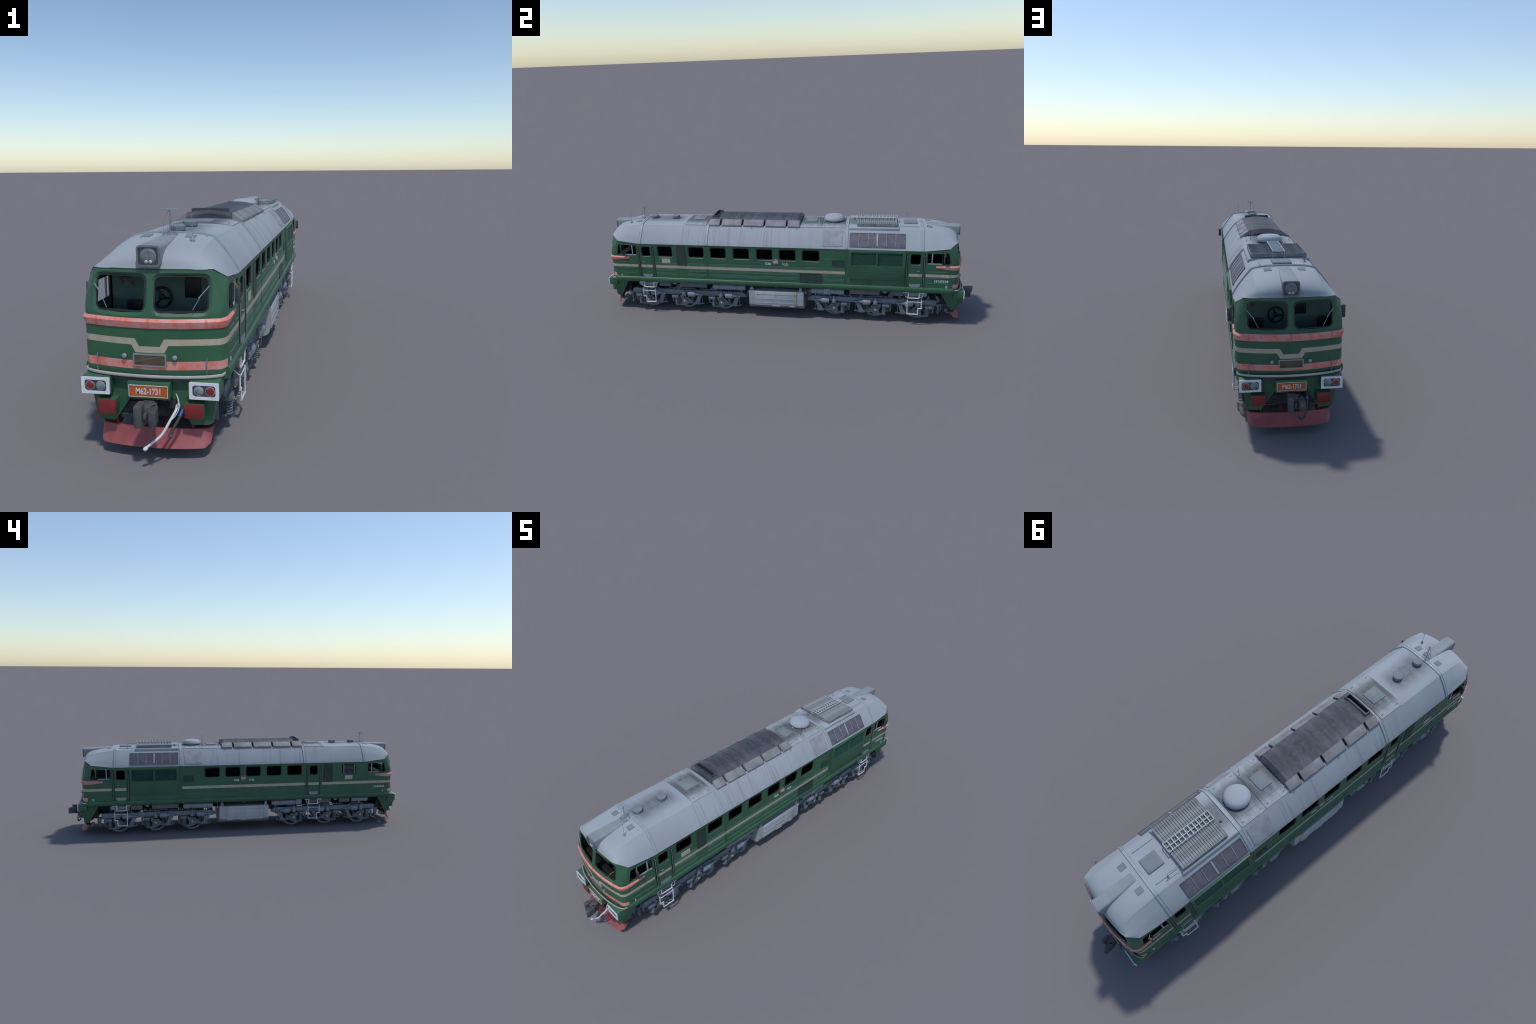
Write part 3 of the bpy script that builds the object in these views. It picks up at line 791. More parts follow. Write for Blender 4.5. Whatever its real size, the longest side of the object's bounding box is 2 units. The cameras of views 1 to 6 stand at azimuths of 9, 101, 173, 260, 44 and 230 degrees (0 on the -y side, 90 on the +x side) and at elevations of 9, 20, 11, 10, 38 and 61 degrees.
# apron below the nose
def ax(z): return .1335 + (z - .0775) * .185
mb = MB()
front = [(.0, .1865), (.153, .1865), (ax(.15), .15), (ax(.1), .1), (ax(.082), .082), (.128, .0775), (.0905, .0775), (.045, .143), (0, .143)]
mb.prism(front, 'y', 0, 1, fn=lambda x, y, z: (x, .888 if y < .5 else .9140 - .62 * x * x, z))
mb.mirror_x()
def xs_fn(x, y, z): return (ax(z) - (0 if x > 0 else .006) - max(0, y - .889) * .15, y, z)
side = MB(); side.prism([(.8135, .180), (.9005, .1865), (.9005, .0785), (.881, .0725), (.874, .0785)], 'x', 0, 1, fn=xs_fn); side.mirror_x()
mb.add(side.v, side.f)
cp(mb.obj('nose_apron', [M_GREEN], ROOT))
mb = MB(); mb.box(-.10, .10, .83, .900, .090, .178); cp(mb.obj('coupler_pocket', [M_DARKSTEEL], ROOT))
# lamp boxes
for s in (1, -1):
    mb = MB(); mb.prism([(.9285, .1485), (.9285, .1865), (.880, .1885), (.880, .1485)], 'x', *sorted((s * .0915, s * .1572)), 0, .0008)
    cp(mb.obj('lamp_box', [M_GREEN], ROOT))
    x0, x1 = sorted((s * .0912, s * .1575)); mb = MB()
    o = rrect(x0, x1, .1478, .1862, .0015, 5); i = rrect(x0 + .0075, x1 - .0075, .1540, .1800, .0065, 5)
    mb.loft([[(p[0], .927, p[1]) for p in o], [(p[0], .9315, p[1]) for p in o], [(p[0], .9315, p[1]) for p in i], [(p[0], .9275, p[1]) for p in i]], closed=True)
    cp(mb.obj('lamp_bezel', [simple('white_bezel', (.70, .73, .78), .3, 0, .04, 40, (.5, .35, .2), .2, 70) if s > 0 else bpy.data.materials['white_bezel']], ROOT))
    mb = MB(); mb.box(x0 + .006, x1 - .006, .926, .9292, .152, .182); cp(mb.obj('lamp_reflector', [M_REFL], ROOT))
    for dx, m, nm in ((.0465, M_LENSRED, 'tail_lamp'), (.0215, M_LENS, 'buffer_lamp')):
        xx = s * (.0912 + dx); mb = MB()
        mb.lathe([(.0110, 0), (.0110, .0010), (.0098, .0014)], (xx, .9288, .167), (0, 1, 0), 24); cp(mb.obj('lamp_ring', [M_SILVER], ROOT))
        mb = MB(); mb.lathe([(.0098, .0006), (.009, .0017), (.006, .0026), (0, .003)], (xx, .9290, .167), (0, 1, 0), 24); cp(mb.obj(nm, [m], ROOT, 60))
    # red buffer block
    x0, x1 = sorted((s * .0792, s * .1222))
    mb = MB(); mb.box(x0, x1, .885, .9285, .102, .1357, 0, .001); cp(mb.obj('buffer_block', [M_GREEN], ROOT))
    mb = MB(); mb.box(x0, x1, .9280, .9302, .102, .1357, 0, .0006); cp(mb.obj('buffer_face', [M_RED], ROOT))
    mb = MB(); x0, x1 = sorted((s * .086, s * .0925)); mb.box(x0, x1, .892, .9, .062, .104); cp(mb.obj('plough_bracket', [M_REDMET], ROOT))
# number plate
mb = MB(); mb.prism([(.9345, .1430), (.9345, .1812), (.89, .1825), (.89, .1430)], 'x', -.0487, .0487, 0, .0012); cp(mb.obj('number_plate_box', [M_GREEN], ROOT))
mb = MB(); mb.box(-.0442, .0442, .934, .9358, .1490, .1752); cp(mb.obj('number_plate', [M_ORANGE], ROOT))
mb = MB(); mb.frame(rrect(-.0447, .0447, .1486, .1757, .0005, 1), rrect(-.0434, .0434, .1499, .1744, .0005, 1), 'y', .935, .9363); cp(mb.obj('number_plate_border', [M_LETTER], ROOT))
mb = MB()
for x in (-.041, .041):
    for z in (.1521, .1723): mb.cyl((x, .9355, z), (x, .9366, z), .0012, n=8)
cp(mb.obj('plate_screw', [M_RED], ROOT, stuff=True))

# plough: a curved blade leaning forward
mb = MB(); cols = [lerp(-1, 1, i / 32) for i in range(33)]
def blade(k, t, back=0):
    x = .1335 * k - (.004 * k * t if abs(k) > .9 else 0); sag = .0185 * (abs(k) ** 2.4) + (.012 * max(0, abs(k) - .93) / .07)
    y = lerp(.9075, .9285, t ** 1.4) - sag - back
    zt = .0645 ; zb = .0265 + (.006 * max(0, abs(k) - .93) / .07)
    return (x, y, lerp(zt, zb, t))
rows_o = [[blade(k, t / 8) for k in cols] for t in range(9)]; rows_i = [[blade(k, t / 8, .0028) for k in cols] for t in range(9)]
mb.shell(rows_o, rows_i)
cp(mb.obj('snow_plough', [M_PLOW], ROOT, 40))
mb = MB()
for s in (1, -1):
    a = [blade(s * lerp(.62, 1, i / 10), 0) for i in range(11)]
    mb.shell([[(p[0], p[1] + .001, p[2] + .0012) for p in a], [(p[0], p[1] - .022, p[2] + .006) for p in a]], [[(p[0], p[1] + .001, p[2] - .0008) for p in a], [(p[0], p[1] - .022, p[2] + .004) for p in a]])
    mb.tube([(s * .088, .862, .130), (s * .09, .893, .058)], .0045, 4)
    mb.tube([(s * .024, .858, .108), (s * .024, .900, .050)], .0065, 4); mb.tube([(s * .024, .806, .116), (s * .024, .898, .050)], .0055, 4)
cp(mb.obj('plough_stay', [M_REDMET], ROOT))
mb = MB()
for s in (1, -1):
    mb.lathe([(.010, -.006), (.010, .006)], (s * .108, .858, .062), (1, 0, 0), 16); mb.box(*sorted((s * .10, s * .116)), .858, .885, .048, .056)
cp(mb.obj('sand_pipe_block', [M_BOGIE], ROOT))

# knuckle coupler (plan polygons; big jaw on the viewer's left)
mb = MB()
mb.box(-.013, .013, .87, .952, .107, .140, 0, .003)
mb.prism([(.0100, .938), (-.022, .940), (-.0270, .962), (-.013, .9705), (.006, .9700), (.0150, .9640)], 'z', .1045, .1410, 0, .003)
mb.prism([(.0150, .953), (.0172, .9840), (.0085, .9860), (-.0010, .9830), (-.0030, .9700), (.0020, .9550)], 'z', .0985, .1480, 0, .002)
mb.prism([(-.0115, .9660), (-.0160, .9865), (-.0330, 1.0014), (-.0350, .9910), (-.0312, .9620), (-.0225, .9480)], 'z', .1070, .1410, 0, .002)
mb.box(-.011, -.004, .965, .982, .116, .131, 0, .002)
cp(mb.obj('coupler', [M_STEEL], ROOT))
mb = MB()
mb.box(-.045, .045, .888, .898, .118, .142, 0, .002); mb.box(.03, .058, .892, .905, .112, .124, 0, .001); mb.box(-.034, -.012, .895, .915, .126, .142, 0, .002)
mb.cyl((-.048, .89, .125), (-.048, .915, .128), .011, n=16)
cp(mb.obj('draft_gear', [M_DARKSTEEL], ROOT))
mb = MB()  # uncoupling rod
mb.tube([(.045, .905, .0925), (.10, .905, .0935), (.135, .905, .096), (.1385, .905, .093), (.1385, .905, .088)], .0014, 6); mb.tube([(.085, .908, .105), (.085, .908, .092)], .0018, 6, 1); mb.tube([(.1385, .905, .089), (.1385, .905, .071)], .0013, 6, 1)
cp(mb.obj('uncoupling_rod', [M_GREEN, M_RED], ROOT))

# cab interior
mb = MB(); mb.box(-.158, .158, .738, .742, .182, .392); cp(mb.obj('cab_back_wall', [M_CABIN], ROOT))
mb = MB(); mb.box(-.157, .157, .742, .885, .236, .240); cp(mb.obj('cab_floor', [M_FLOOR], ROOT))
mb = MB(); mb.prism([(.884, .24), (.884, .305), (.872, .306), (.856, .298), (.856, .24)], 'x', -.135, .135); cp(mb.obj('control_desk', [M_CONSOLE], ROOT))
mb = MB()
for x0, x1 in ((.0675, .1115), (-.157, -.109)):
    mb.box(x0, x1, .757, .765, .285, .324, 0, .004); mb.box(x0, x1, .762, .80, .280, .290, 0, .003); mb.cyl(((x0 + x1) / 2, .782, .238), ((x0 + x1) / 2, .782, .284), .006)
cp(mb.obj('driver_seat', [M_DARK], ROOT))
mb = MB(); mb.box(-.0740, -.0320, .7415, .7440, .3285, .3800, 0, .001); cp(mb.obj('cab_wall_panel', [M_DARK], ROOT))
mb = MB(); mb.box(.100, .1375, .7415, .7430, .3575, .3790); cp(mb.obj('cab_wall_notice', [M_NOTICE], ROOT))
mb = MB(); n = 32; hx, hy, hz = .0265, .7500, .3295
mb.tube([(hx + .0248 * math.cos(2 * PI * k / n), hy, hz + .0248 * math.sin(2 * PI * k / n)) for k in range(n)], .0030, 8, closed=True)
for k in range(3):
    a = PI * .37 + 2 * PI * k / 3; mb.tube([(hx, hy, hz), (hx + .0245 * math.cos(a), hy, hz + .0245 * math.sin(a))], .0026, 6)
mb.lathe([(.007, -.009), (.007, .002), (.003, .004)], (hx, hy, hz), (0, 1, 0), 14)
cp(mb.obj('handbrake_wheel', [M_DARK], ROOT))
cabcopies = [dup(o, ROOT, rotz=PI) for o in cabparts]
dup(CABB, ROOT, rotz=PI)
# hoses: white and dark at end A, dark at end B
def hose(name, pts, r, mat, n=8, r1=None):
    m_ = MB(); m_.tube([catmull(pts, t * (len(pts) - 1) / 24) for t in range(25)], r, n, r1=r1); return m_.obj(name, [mat], ROOT, 60)
hose('brake_hose', [(.057, -.905, .125), (.060, -.925, .120), (.050, -.945, .100), (.036, -.957, .075), (.018, -.968, .060), (.003, -.975, .049)], .0032, M_HOSEW)
mb = MB(); mb.lathe([(.002, -.008), (.0042, -.005), (.0048, 0), (.0035, .003), (0, .0035)], (.003, -.975, .048), (-.7, -.35, -.5), 14); mb.cyl((.057, -.898, .126), (.061, -.924, .120), .0052, n=14)
mb.obj('hose_coupling', [M_HOSEW], ROOT)
hose('signal_cable', [(.052, -.905, .15), (.064, -.925, .145), (.069, -.935, .128), (.062, -.94, .112), (.05, -.945, .10)], .0011, M_HOSEW, 6)
hose('brake_hose', [(.076, -.905, .120), (.072, -.925, .112), (.062, -.938, .092), (.052, -.945, .075), (.048, -.948, .064)], .0032, M_HOSE)
mb = MB(); mb.cyl((.073, -.92, .117), (.0685, -.93, .106), .0046, n=12); mb.cyl((.050, -.947, .070), (.053, -.947, .066), .003, n=10); mb.obj('hose_tap', [M_BLUE], ROOT)
hose('brake_hose', [(-.046, .905, .135), (-.047, .930, .130), (-.046, .945, .105), (-.040, .950, .075), (-.030, .948, .060), (-.020, .94, .066)], .0032, M_HOSE)
mb = MB(); mb.cyl((-.047, .93, .135), (-.047, .938, .120), .0046, n=12); mb.cyl((-.021, .941, .064), (-.017, .937, .071), .004, n=10); mb.obj('hose_tap', [M_BLUE], ROOT)
mb = MB(); mb.cyl((-.047, .905, .150), (-.046, .935, .128), .008, n=14); mb.obj('hose_bracket', [M_DARKSTEEL], ROOT)

# ----------------------------------------------------------------------------
# body side walls
# ----------------------------------------------------------------------------
Z0, Z1 = .3235, .3785
WIN_R = [(-.6255, -.5465), (-.4558, -.3745), (-.3372, -.2560), (-.2158, -.1332), (-.0930, -.0122), (.0240, .1068), (.1408, .2264)]
WIN_L = [(.1418, .2256), (.0230, .1078), (-.0945, -.0115), (-.2165, -.1315), (-.3389, -.2535)]
LOUVRE_WIN_L = (-.6700, -.5855)
DOORS = {1: (-.692, .692), -1: (-.4115, .692)}
SILLMAT = M_GREEN
for s in (1, -1):
    wins = WIN_R if s > 0 else WIN_L + [LOUVRE_WIN_L]
    cut = MB(); gk = MB()
    def wincut(y0, y1, z0, z1, r, lip=.0055):
        a, b = rrect(y0, y1, z0, z1, r), rrect(y0 - lip, y1 + lip, z0 - lip, z1 + lip, r + lip * .7)
        cut.loft([[(s * x, *p) for p in q] for x, q in ((.14, a), (.1625, a), (.1672, b))])
        o, i = rrect(y0 - .0005, y1 + .0005, z0 - .0005, z1 + .0005, r), rrect(y0 + .002, y1 - .002, z0 + .002, z1 - .002, r * .8)
        gk.loft([[(s * .1640, *p) for p in o], [(s * .1640, *p) for p in i], [(s * .1585, *p) for p in i], [(s * .1585, *p) for p in o]], closed=True)
    for y0, y1 in wins: wincut(y0, y1, Z0, Z1, .0085)
    for yd in DOORS[s]:
        wincut(yd - .0235, yd + .0235, .3225, .3752, .009, .003)
        for ry in (yd - .0407, yd + .0407):
            cut.box(*sorted((s * .1632, s * .18)), ry - .0055, ry + .0055, .2035, .3765)
        # thin shut-line grooves round the door
        for ry in (yd - .0295, yd + .0295): cut.box(*sorted((s * .1655, s * .18)), ry - .0006, ry + .0006, .2045, .385)
    mb = MB(); x0, x1 = sorted((s * .1605, s * W)); mb.box(x0, x1, -.742, .742, .178, SEAM)
    # more rows so shading stays clean
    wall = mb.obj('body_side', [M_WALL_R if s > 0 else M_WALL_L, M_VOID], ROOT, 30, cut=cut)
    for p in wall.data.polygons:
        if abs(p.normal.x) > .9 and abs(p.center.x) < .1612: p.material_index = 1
    gk.obj('window_gasket', [M_BLACK], wall)
    # ribs: groups of three beads
    groups = {'hi': (.2888, .2832, .2776), 'mid': (.2565, .2510, .2455), 'lo': (.2310, .2252, .2194)}
    spans = ([(-.6425, -.532, ('mid',)), (-.6425, -.5205, ('hi',)), (-.6425, -.5255, ('lo',)), (-.463, -.3665, ('hi', 'mid')), (-.469, -.3665, ('lo',)), (-.3505, .1215, ('hi', 'mid', 'lo')), (.1215, .2415, ('hi',)), (.2425, .3515, ('hi', 'mid', 'lo')), (.363, .462, ('lo',)), (.525, .6415, ('lo',))] if s > 0 else
             [(.2425, .3515, ('hi', 'mid', 'lo')), (-.3455, .2425, ('hi', 'mid', 'lo')), (.363, .458, ('lo',)), (.523, .6415, ('lo',)), (-.725, -.532, ('hi',)), (-.725, -.4665, ('mid',)), (-.725, -.602, ('lo',)), (-.555, -.4665, ('lo',))])
    rb = MB()
    for a, b, gs in spans:
        for gname in gs:
            for z in groups[gname]:
                rb.tube([(s * .1664, a, z), (s * .1664, b, z)], .0013, 6)
    # single long bead under the windows
    for a, b in ([(-.6425, -.532), (-.463, .285)] if s > 0 else [(-.345, .285), (-.725, -.535)]):
        rb.tube([(s * .1662, a, .3045), (s * .1662, b, .3045)], .0008, 6)
    short = [(.249, .277, .3665), (.249, .277, .3338)] if s > 0 else [(.249, .277, .3665), (.249, .277, .3338), (-.574, -.536, .3665), (-.574, -.536, .3338), (-.718, -.682, .3665), (-.718, -.682, .3338)]
    for a, b, z in short: rb.tube([(s * .1662, a, z), (s * .1662, b, z)], .0013, 6)
    rb.obj('side_rib', [M_RIB], wall)
    # body section joints
    j = MB()
    for y in (-.3575, .3575): j.box(*sorted((s * .166, s * .1669)), y - .0005, y + .0005, .204, .389)
    j.obj('body_joint', [M_LOUVRE], wall)
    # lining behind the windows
    # doors: handles, kick plates, hand rails
    for yd in DOORS[s]:
        out = 1 if yd > 0 else -1
        d = MB(); d.box(*sorted((s * .1664, s * .1672)), yd - .0285, yd + .0285, .2065, .3195, 0); 
        # panel with same stripe material
        dd = d.obj('door', [M_WALL_R if s > 0 else M_WALL_L], ROOT)
        k = MB(); half = [(-.0275, .2215), (.0275, .2215), (.0275, .2165), (.0245, .2095), (.0175, .2045), (-.0175, .2045), (-.0245, .2095), (-.0275, .2165)]
        k.prism([(yd + y, z) for y, z in half], 'x', *sorted((s * .1668, s * .1682))); k.obj('kick_plate', [M_KICK], dd)
        h = MB(); h.tube([(s * .168, yd - out * .016 * 0 + out * .020, .2925), (s * .1725, yd + out * .020, .2925), (s * .1725, yd + out * .008, .2912)], .0016, 6); h.obj('door_handle', [M_SILVER], dd)
        for ry in (yd - .0407, yd + .0407):
            r = MB(); r.tube([(s * .1635, ry, .2085), (s * .1690, ry, .2105), (s * .1690, ry, .3665), (s * .1635, ry, .3695)], .0012, 8); r.obj('hand_rail', [M_RAILROD], wall)
            r = MB(); r.box(*sorted((s * .1625, s * .1638)), ry - .0052, ry + .0052, .204, .376); r.obj('rail_recess', [M_LOUVRE], wall)
    # louvre panels
    def louvre(y0, y1, z0, z1, n, name='louvre_panel', slat=M_LOUVRE):
        f = MB(); f.frame(rrect(y0, y1, z0, z1, .004, 3), rrect(y0 + .002, y1 - .002, z0 + .002, z1 - .002, .003, 3), 'x', *sorted((s * .1655, s * .1684)))
        fo = f.obj(name, [M_GRILLE_FRAME], wall)
        b = MB(); b.box(*sorted((s * .1655, s * .1668)), y0 + .001, y1 - .001, z0 + .001, z1 - .001); b.obj('louvre_back', [slat], wall)
        l = MB()
        for i in range(n):
            z = lerp(z0 + .0035, z1 - .0035, i / (n - 1)); h = (z1 - z0) / n * .42
            l.prism([(s * .1667, z + h), (s * .1679, z - h * .7), (s * .1667, z - h)], 'y', y0 + .002, y1 - .002)
        l.obj('louvre_slat', [slat], wall)
    if 'M_GRILLE_FRAME' not in globals(): M_GRILLE_FRAME = simple('brownish_green_frame', (.03, .038, .03), .6)
    if s > 0:
        louvre(-.520, -.4725, .277, .3825, 18); louvre(.128, .2370, .2035, .2575, 10); louvre(.2905, .3480, .3005, .3330, 7)
    else:
        louvre(-.5245, -.4712, .2762, .3835, 18); louvre(.2908, .3465, .3003, .3355, 7)
        v = MB()
        for i in range(7):
            z = lerp(Z0 + .006, Z1 - .006, i / 6); v.box(-.1655, -.1615, -.662, -.594, z - .0012, z + .0012)
        for y in (-.6615, -.5945): v.box(-.1658, -.161, y - .003, y + .003, Z0, Z1)
        v.obj('window_shutter', [M_RIM], wall)
    # protruding radiator shutter box
    b = MB(); b.box(*sorted((s * .160, s * .1735)), .373, .6425, .2375, .3895, 0, .0012)
    cutb = MB()
    for a, c in ((.3855, .5035), (.5125, .6305)): cutb.box(*sorted((s * .164, s * .19)), a, c, .3135, .3795)
    bo = b.obj('radiator_box', [M_GREEN], ROOT, 30, cut=cutb)
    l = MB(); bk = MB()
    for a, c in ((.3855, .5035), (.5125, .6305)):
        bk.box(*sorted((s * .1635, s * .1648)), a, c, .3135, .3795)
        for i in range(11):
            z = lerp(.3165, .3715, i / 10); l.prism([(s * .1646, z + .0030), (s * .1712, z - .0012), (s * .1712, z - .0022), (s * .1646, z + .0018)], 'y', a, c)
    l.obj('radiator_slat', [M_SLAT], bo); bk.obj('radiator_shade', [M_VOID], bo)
    t = MB()
    for z in (.3075, .2795): t.tube([(s * .1735, .378, z), (s * .1735, .6375, z)], .0008, 6)
    t.obj('radiator_box_rib', [M_GREEN], bo)
    # notice plate, roundel
    pl = MB(); py = (-.6055, -.5595) if s > 0 else (-.6490, -.6030)
    pl.box(*sorted((s * .1664, s * .1674)), py[0], py[1], .2875, .3125); po = pl.obj('notice_plate', [M_PLAQUE], wall)
    rd = MB(); rd.lathe([(.0160, 0), (.0160, .002), (.0150, .0026), (0, .0028)], (s * .1663, .0055, .3138), (s, 0, 0), 32); ro = rd.obj('roundel', [M_ROUNDEL], wall)
    rd = MB()
    for z, w_ in ((.3185, .011), (.3138, .013), (.3091, .011)): rd.box(*sorted((s * .1690, s * .1694)), .0055 - w_, .0055 + w_, z - .0010, z + .0010)
    rd.obj('roundel_bar', [M_PINKGREY if 'M_PINKGREY' in globals() else M_LETTER], wall)

# sill beam along both sides
mb = MB()
for s in (1, -1):
    poly = [(s * .160, .2045), (s * .1668, .2045), (s * .1700, .2015), (s * .1716, .1955), (s * .1718, .188), (s * .1700, .1800), (s * .1675, .1765), (s * .160, .1765)]
    mb.prism(poly, 'y', -.8735, .8735)
mb.obj('sill_beam', [M_GREEN], ROOT, 50)
# dark lining of the machine room and the underframe
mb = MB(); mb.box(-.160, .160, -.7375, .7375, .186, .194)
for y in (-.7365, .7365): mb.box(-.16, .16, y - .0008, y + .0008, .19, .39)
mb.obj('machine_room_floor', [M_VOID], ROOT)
mb = MB(); mb.box(-.048, .048, -.30, .06, .19, .345, 0, .006); mb.box(-.06, .06, -.26, .02, .33, .36, 0, .01)
for i in range(6):
    y = lerp(-.25, .01, i / 5)
    for sx in (-1, 1): mb.cyl((sx * .045, y, .305), (sx * .062, y, .305), .012, n=12)
mb.box(-.07, .07, .075, .22, .19, .34, 0, .004); mb.box(-.09, .09, .40, .62, .19, .385, 0, .004); mb.box(-.08, .08, -.62, -.50, .19, .35, 0, .004)
mb.obj('diesel_engine', [M_ENGINE], ROOT)
mb = MB(); mb.box(-.070, .070, -.86, .86, .128, .186); mb.box(-.158, .158, -.87, .87, .172, .186); mb.obj('underframe', [M_UNDER], ROOT)

# lettering -----------------------------------------------------------------------------
def text(body, height, width, origin, right, up, mat, parent, name, depth=.0006, bold=0.0):
    cu = bpy.data.curves.new('lettering', 'FONT'); cu.body = body; cu.extrude = .02; cu.size = 1; cu.offset = bold
    cu.align_x = 'CENTER'; cu.space_character = 1.0 + bold * 2.2; cu.resolution_u = 3
    to = bpy.data.objects.new('lettering', cu); COL.objects.link(to)
    dg = bpy.context.evaluated_depsgraph_get(); dg.update()
    me = bpy.data.meshes.new_from_object(to.evaluated_get(dg)); bpy.data.objects.remove(to); bpy.data.curves.remove(cu)
    xs_ = [v.co.x for v in me.vertices]; ys_ = [v.co.y for v in me.vertices]
    cx_, cy_ = (min(xs_) + max(xs_)) / 2, (min(ys_) + max(ys_)) / 2; kx, ky = width / (max(xs_) - min(xs_)), height / (max(ys_) - min(ys_))
    r, u = Vector(right), Vector(up); n = r.cross(u); o = Vector(origin)
    for v in me.vertices: v.co = o + r * ((v.co.x - cx_) * kx) + u * ((v.co.y - cy_) * ky) + n * (v.co.z / .02 * depth)
    me.materials.clear(); me.materials.append(mat); me.name = name
    ob = bpy.data.objects.new(name, me); COL.objects.link(ob); ob.parent = parent; return ob
UPV = (0, 0, 1)
for e in (1, -1):
    text('M62-1731', .0150, .0560, (0, e * .9360, .1621), (-e, 0, 0), UPV, M_LETTER, ROOT, 'plate_lettering', .0006, .025)
    s = e      # right-hand end of each flank carries the long number
    R = (0, s, 0)
    text('15107318', .0118, .0640, (s * .1666, s * .8170, .2400), R, UPV, M_LETTER, ROOT, 'side_number', .0006, .04)
    for s2 in (1, -1):
        text('\u0410' if e < 0 else '\u0411', .0120, .0085, (s2 * .1666, e * .8425, .2125), (0, s2, 0), UPV, M_LETTER, ROOT, 'end_letter', .0006, .04)
    text('\u0421\u0435\u0432', .0150, .0280, (s * .1667, .0055 - s * .0395, .3040), R, UPV, M_LETTER, ROOT, 'railway_lettering', .0006, .035)
    text('\u0416.\u0414.', .0130, .0310, (s * .1667, .0055 + s * .0485, .3020), R, UPV, M_LETTER, ROOT, 'railway_lettering', .0006, .035)

# ----------------------------------------------------------------------------
# fuel tank, air reservoirs, equipment boxes, steps
# ----------------------------------------------------------------------------
mb = MB()
half = [(.1635, .1485), (.1635, .0735), (.1615, .0625), (.1530, .0540), (.1280, .0443), (.1000, .0365), (.0600, .0310)]
sec = half + [(-x, z) for x, z in half[::-1]]
def tank_sec(y, k): return [(x, y, z if z > .07 else .0735 - (.0735 - z) * k) for x, z in sec]
mb.loft([tank_sec(-.1432, 1), tank_sec(.1432, 1)])
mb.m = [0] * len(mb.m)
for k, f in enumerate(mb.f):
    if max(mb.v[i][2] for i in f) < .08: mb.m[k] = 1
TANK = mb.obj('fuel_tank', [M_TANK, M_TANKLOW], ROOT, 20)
mb = MB(); mb.box(-.12, .12, -.141, .141, .147, .18); mb.obj('tank_top', [M_UNDER], TANK)
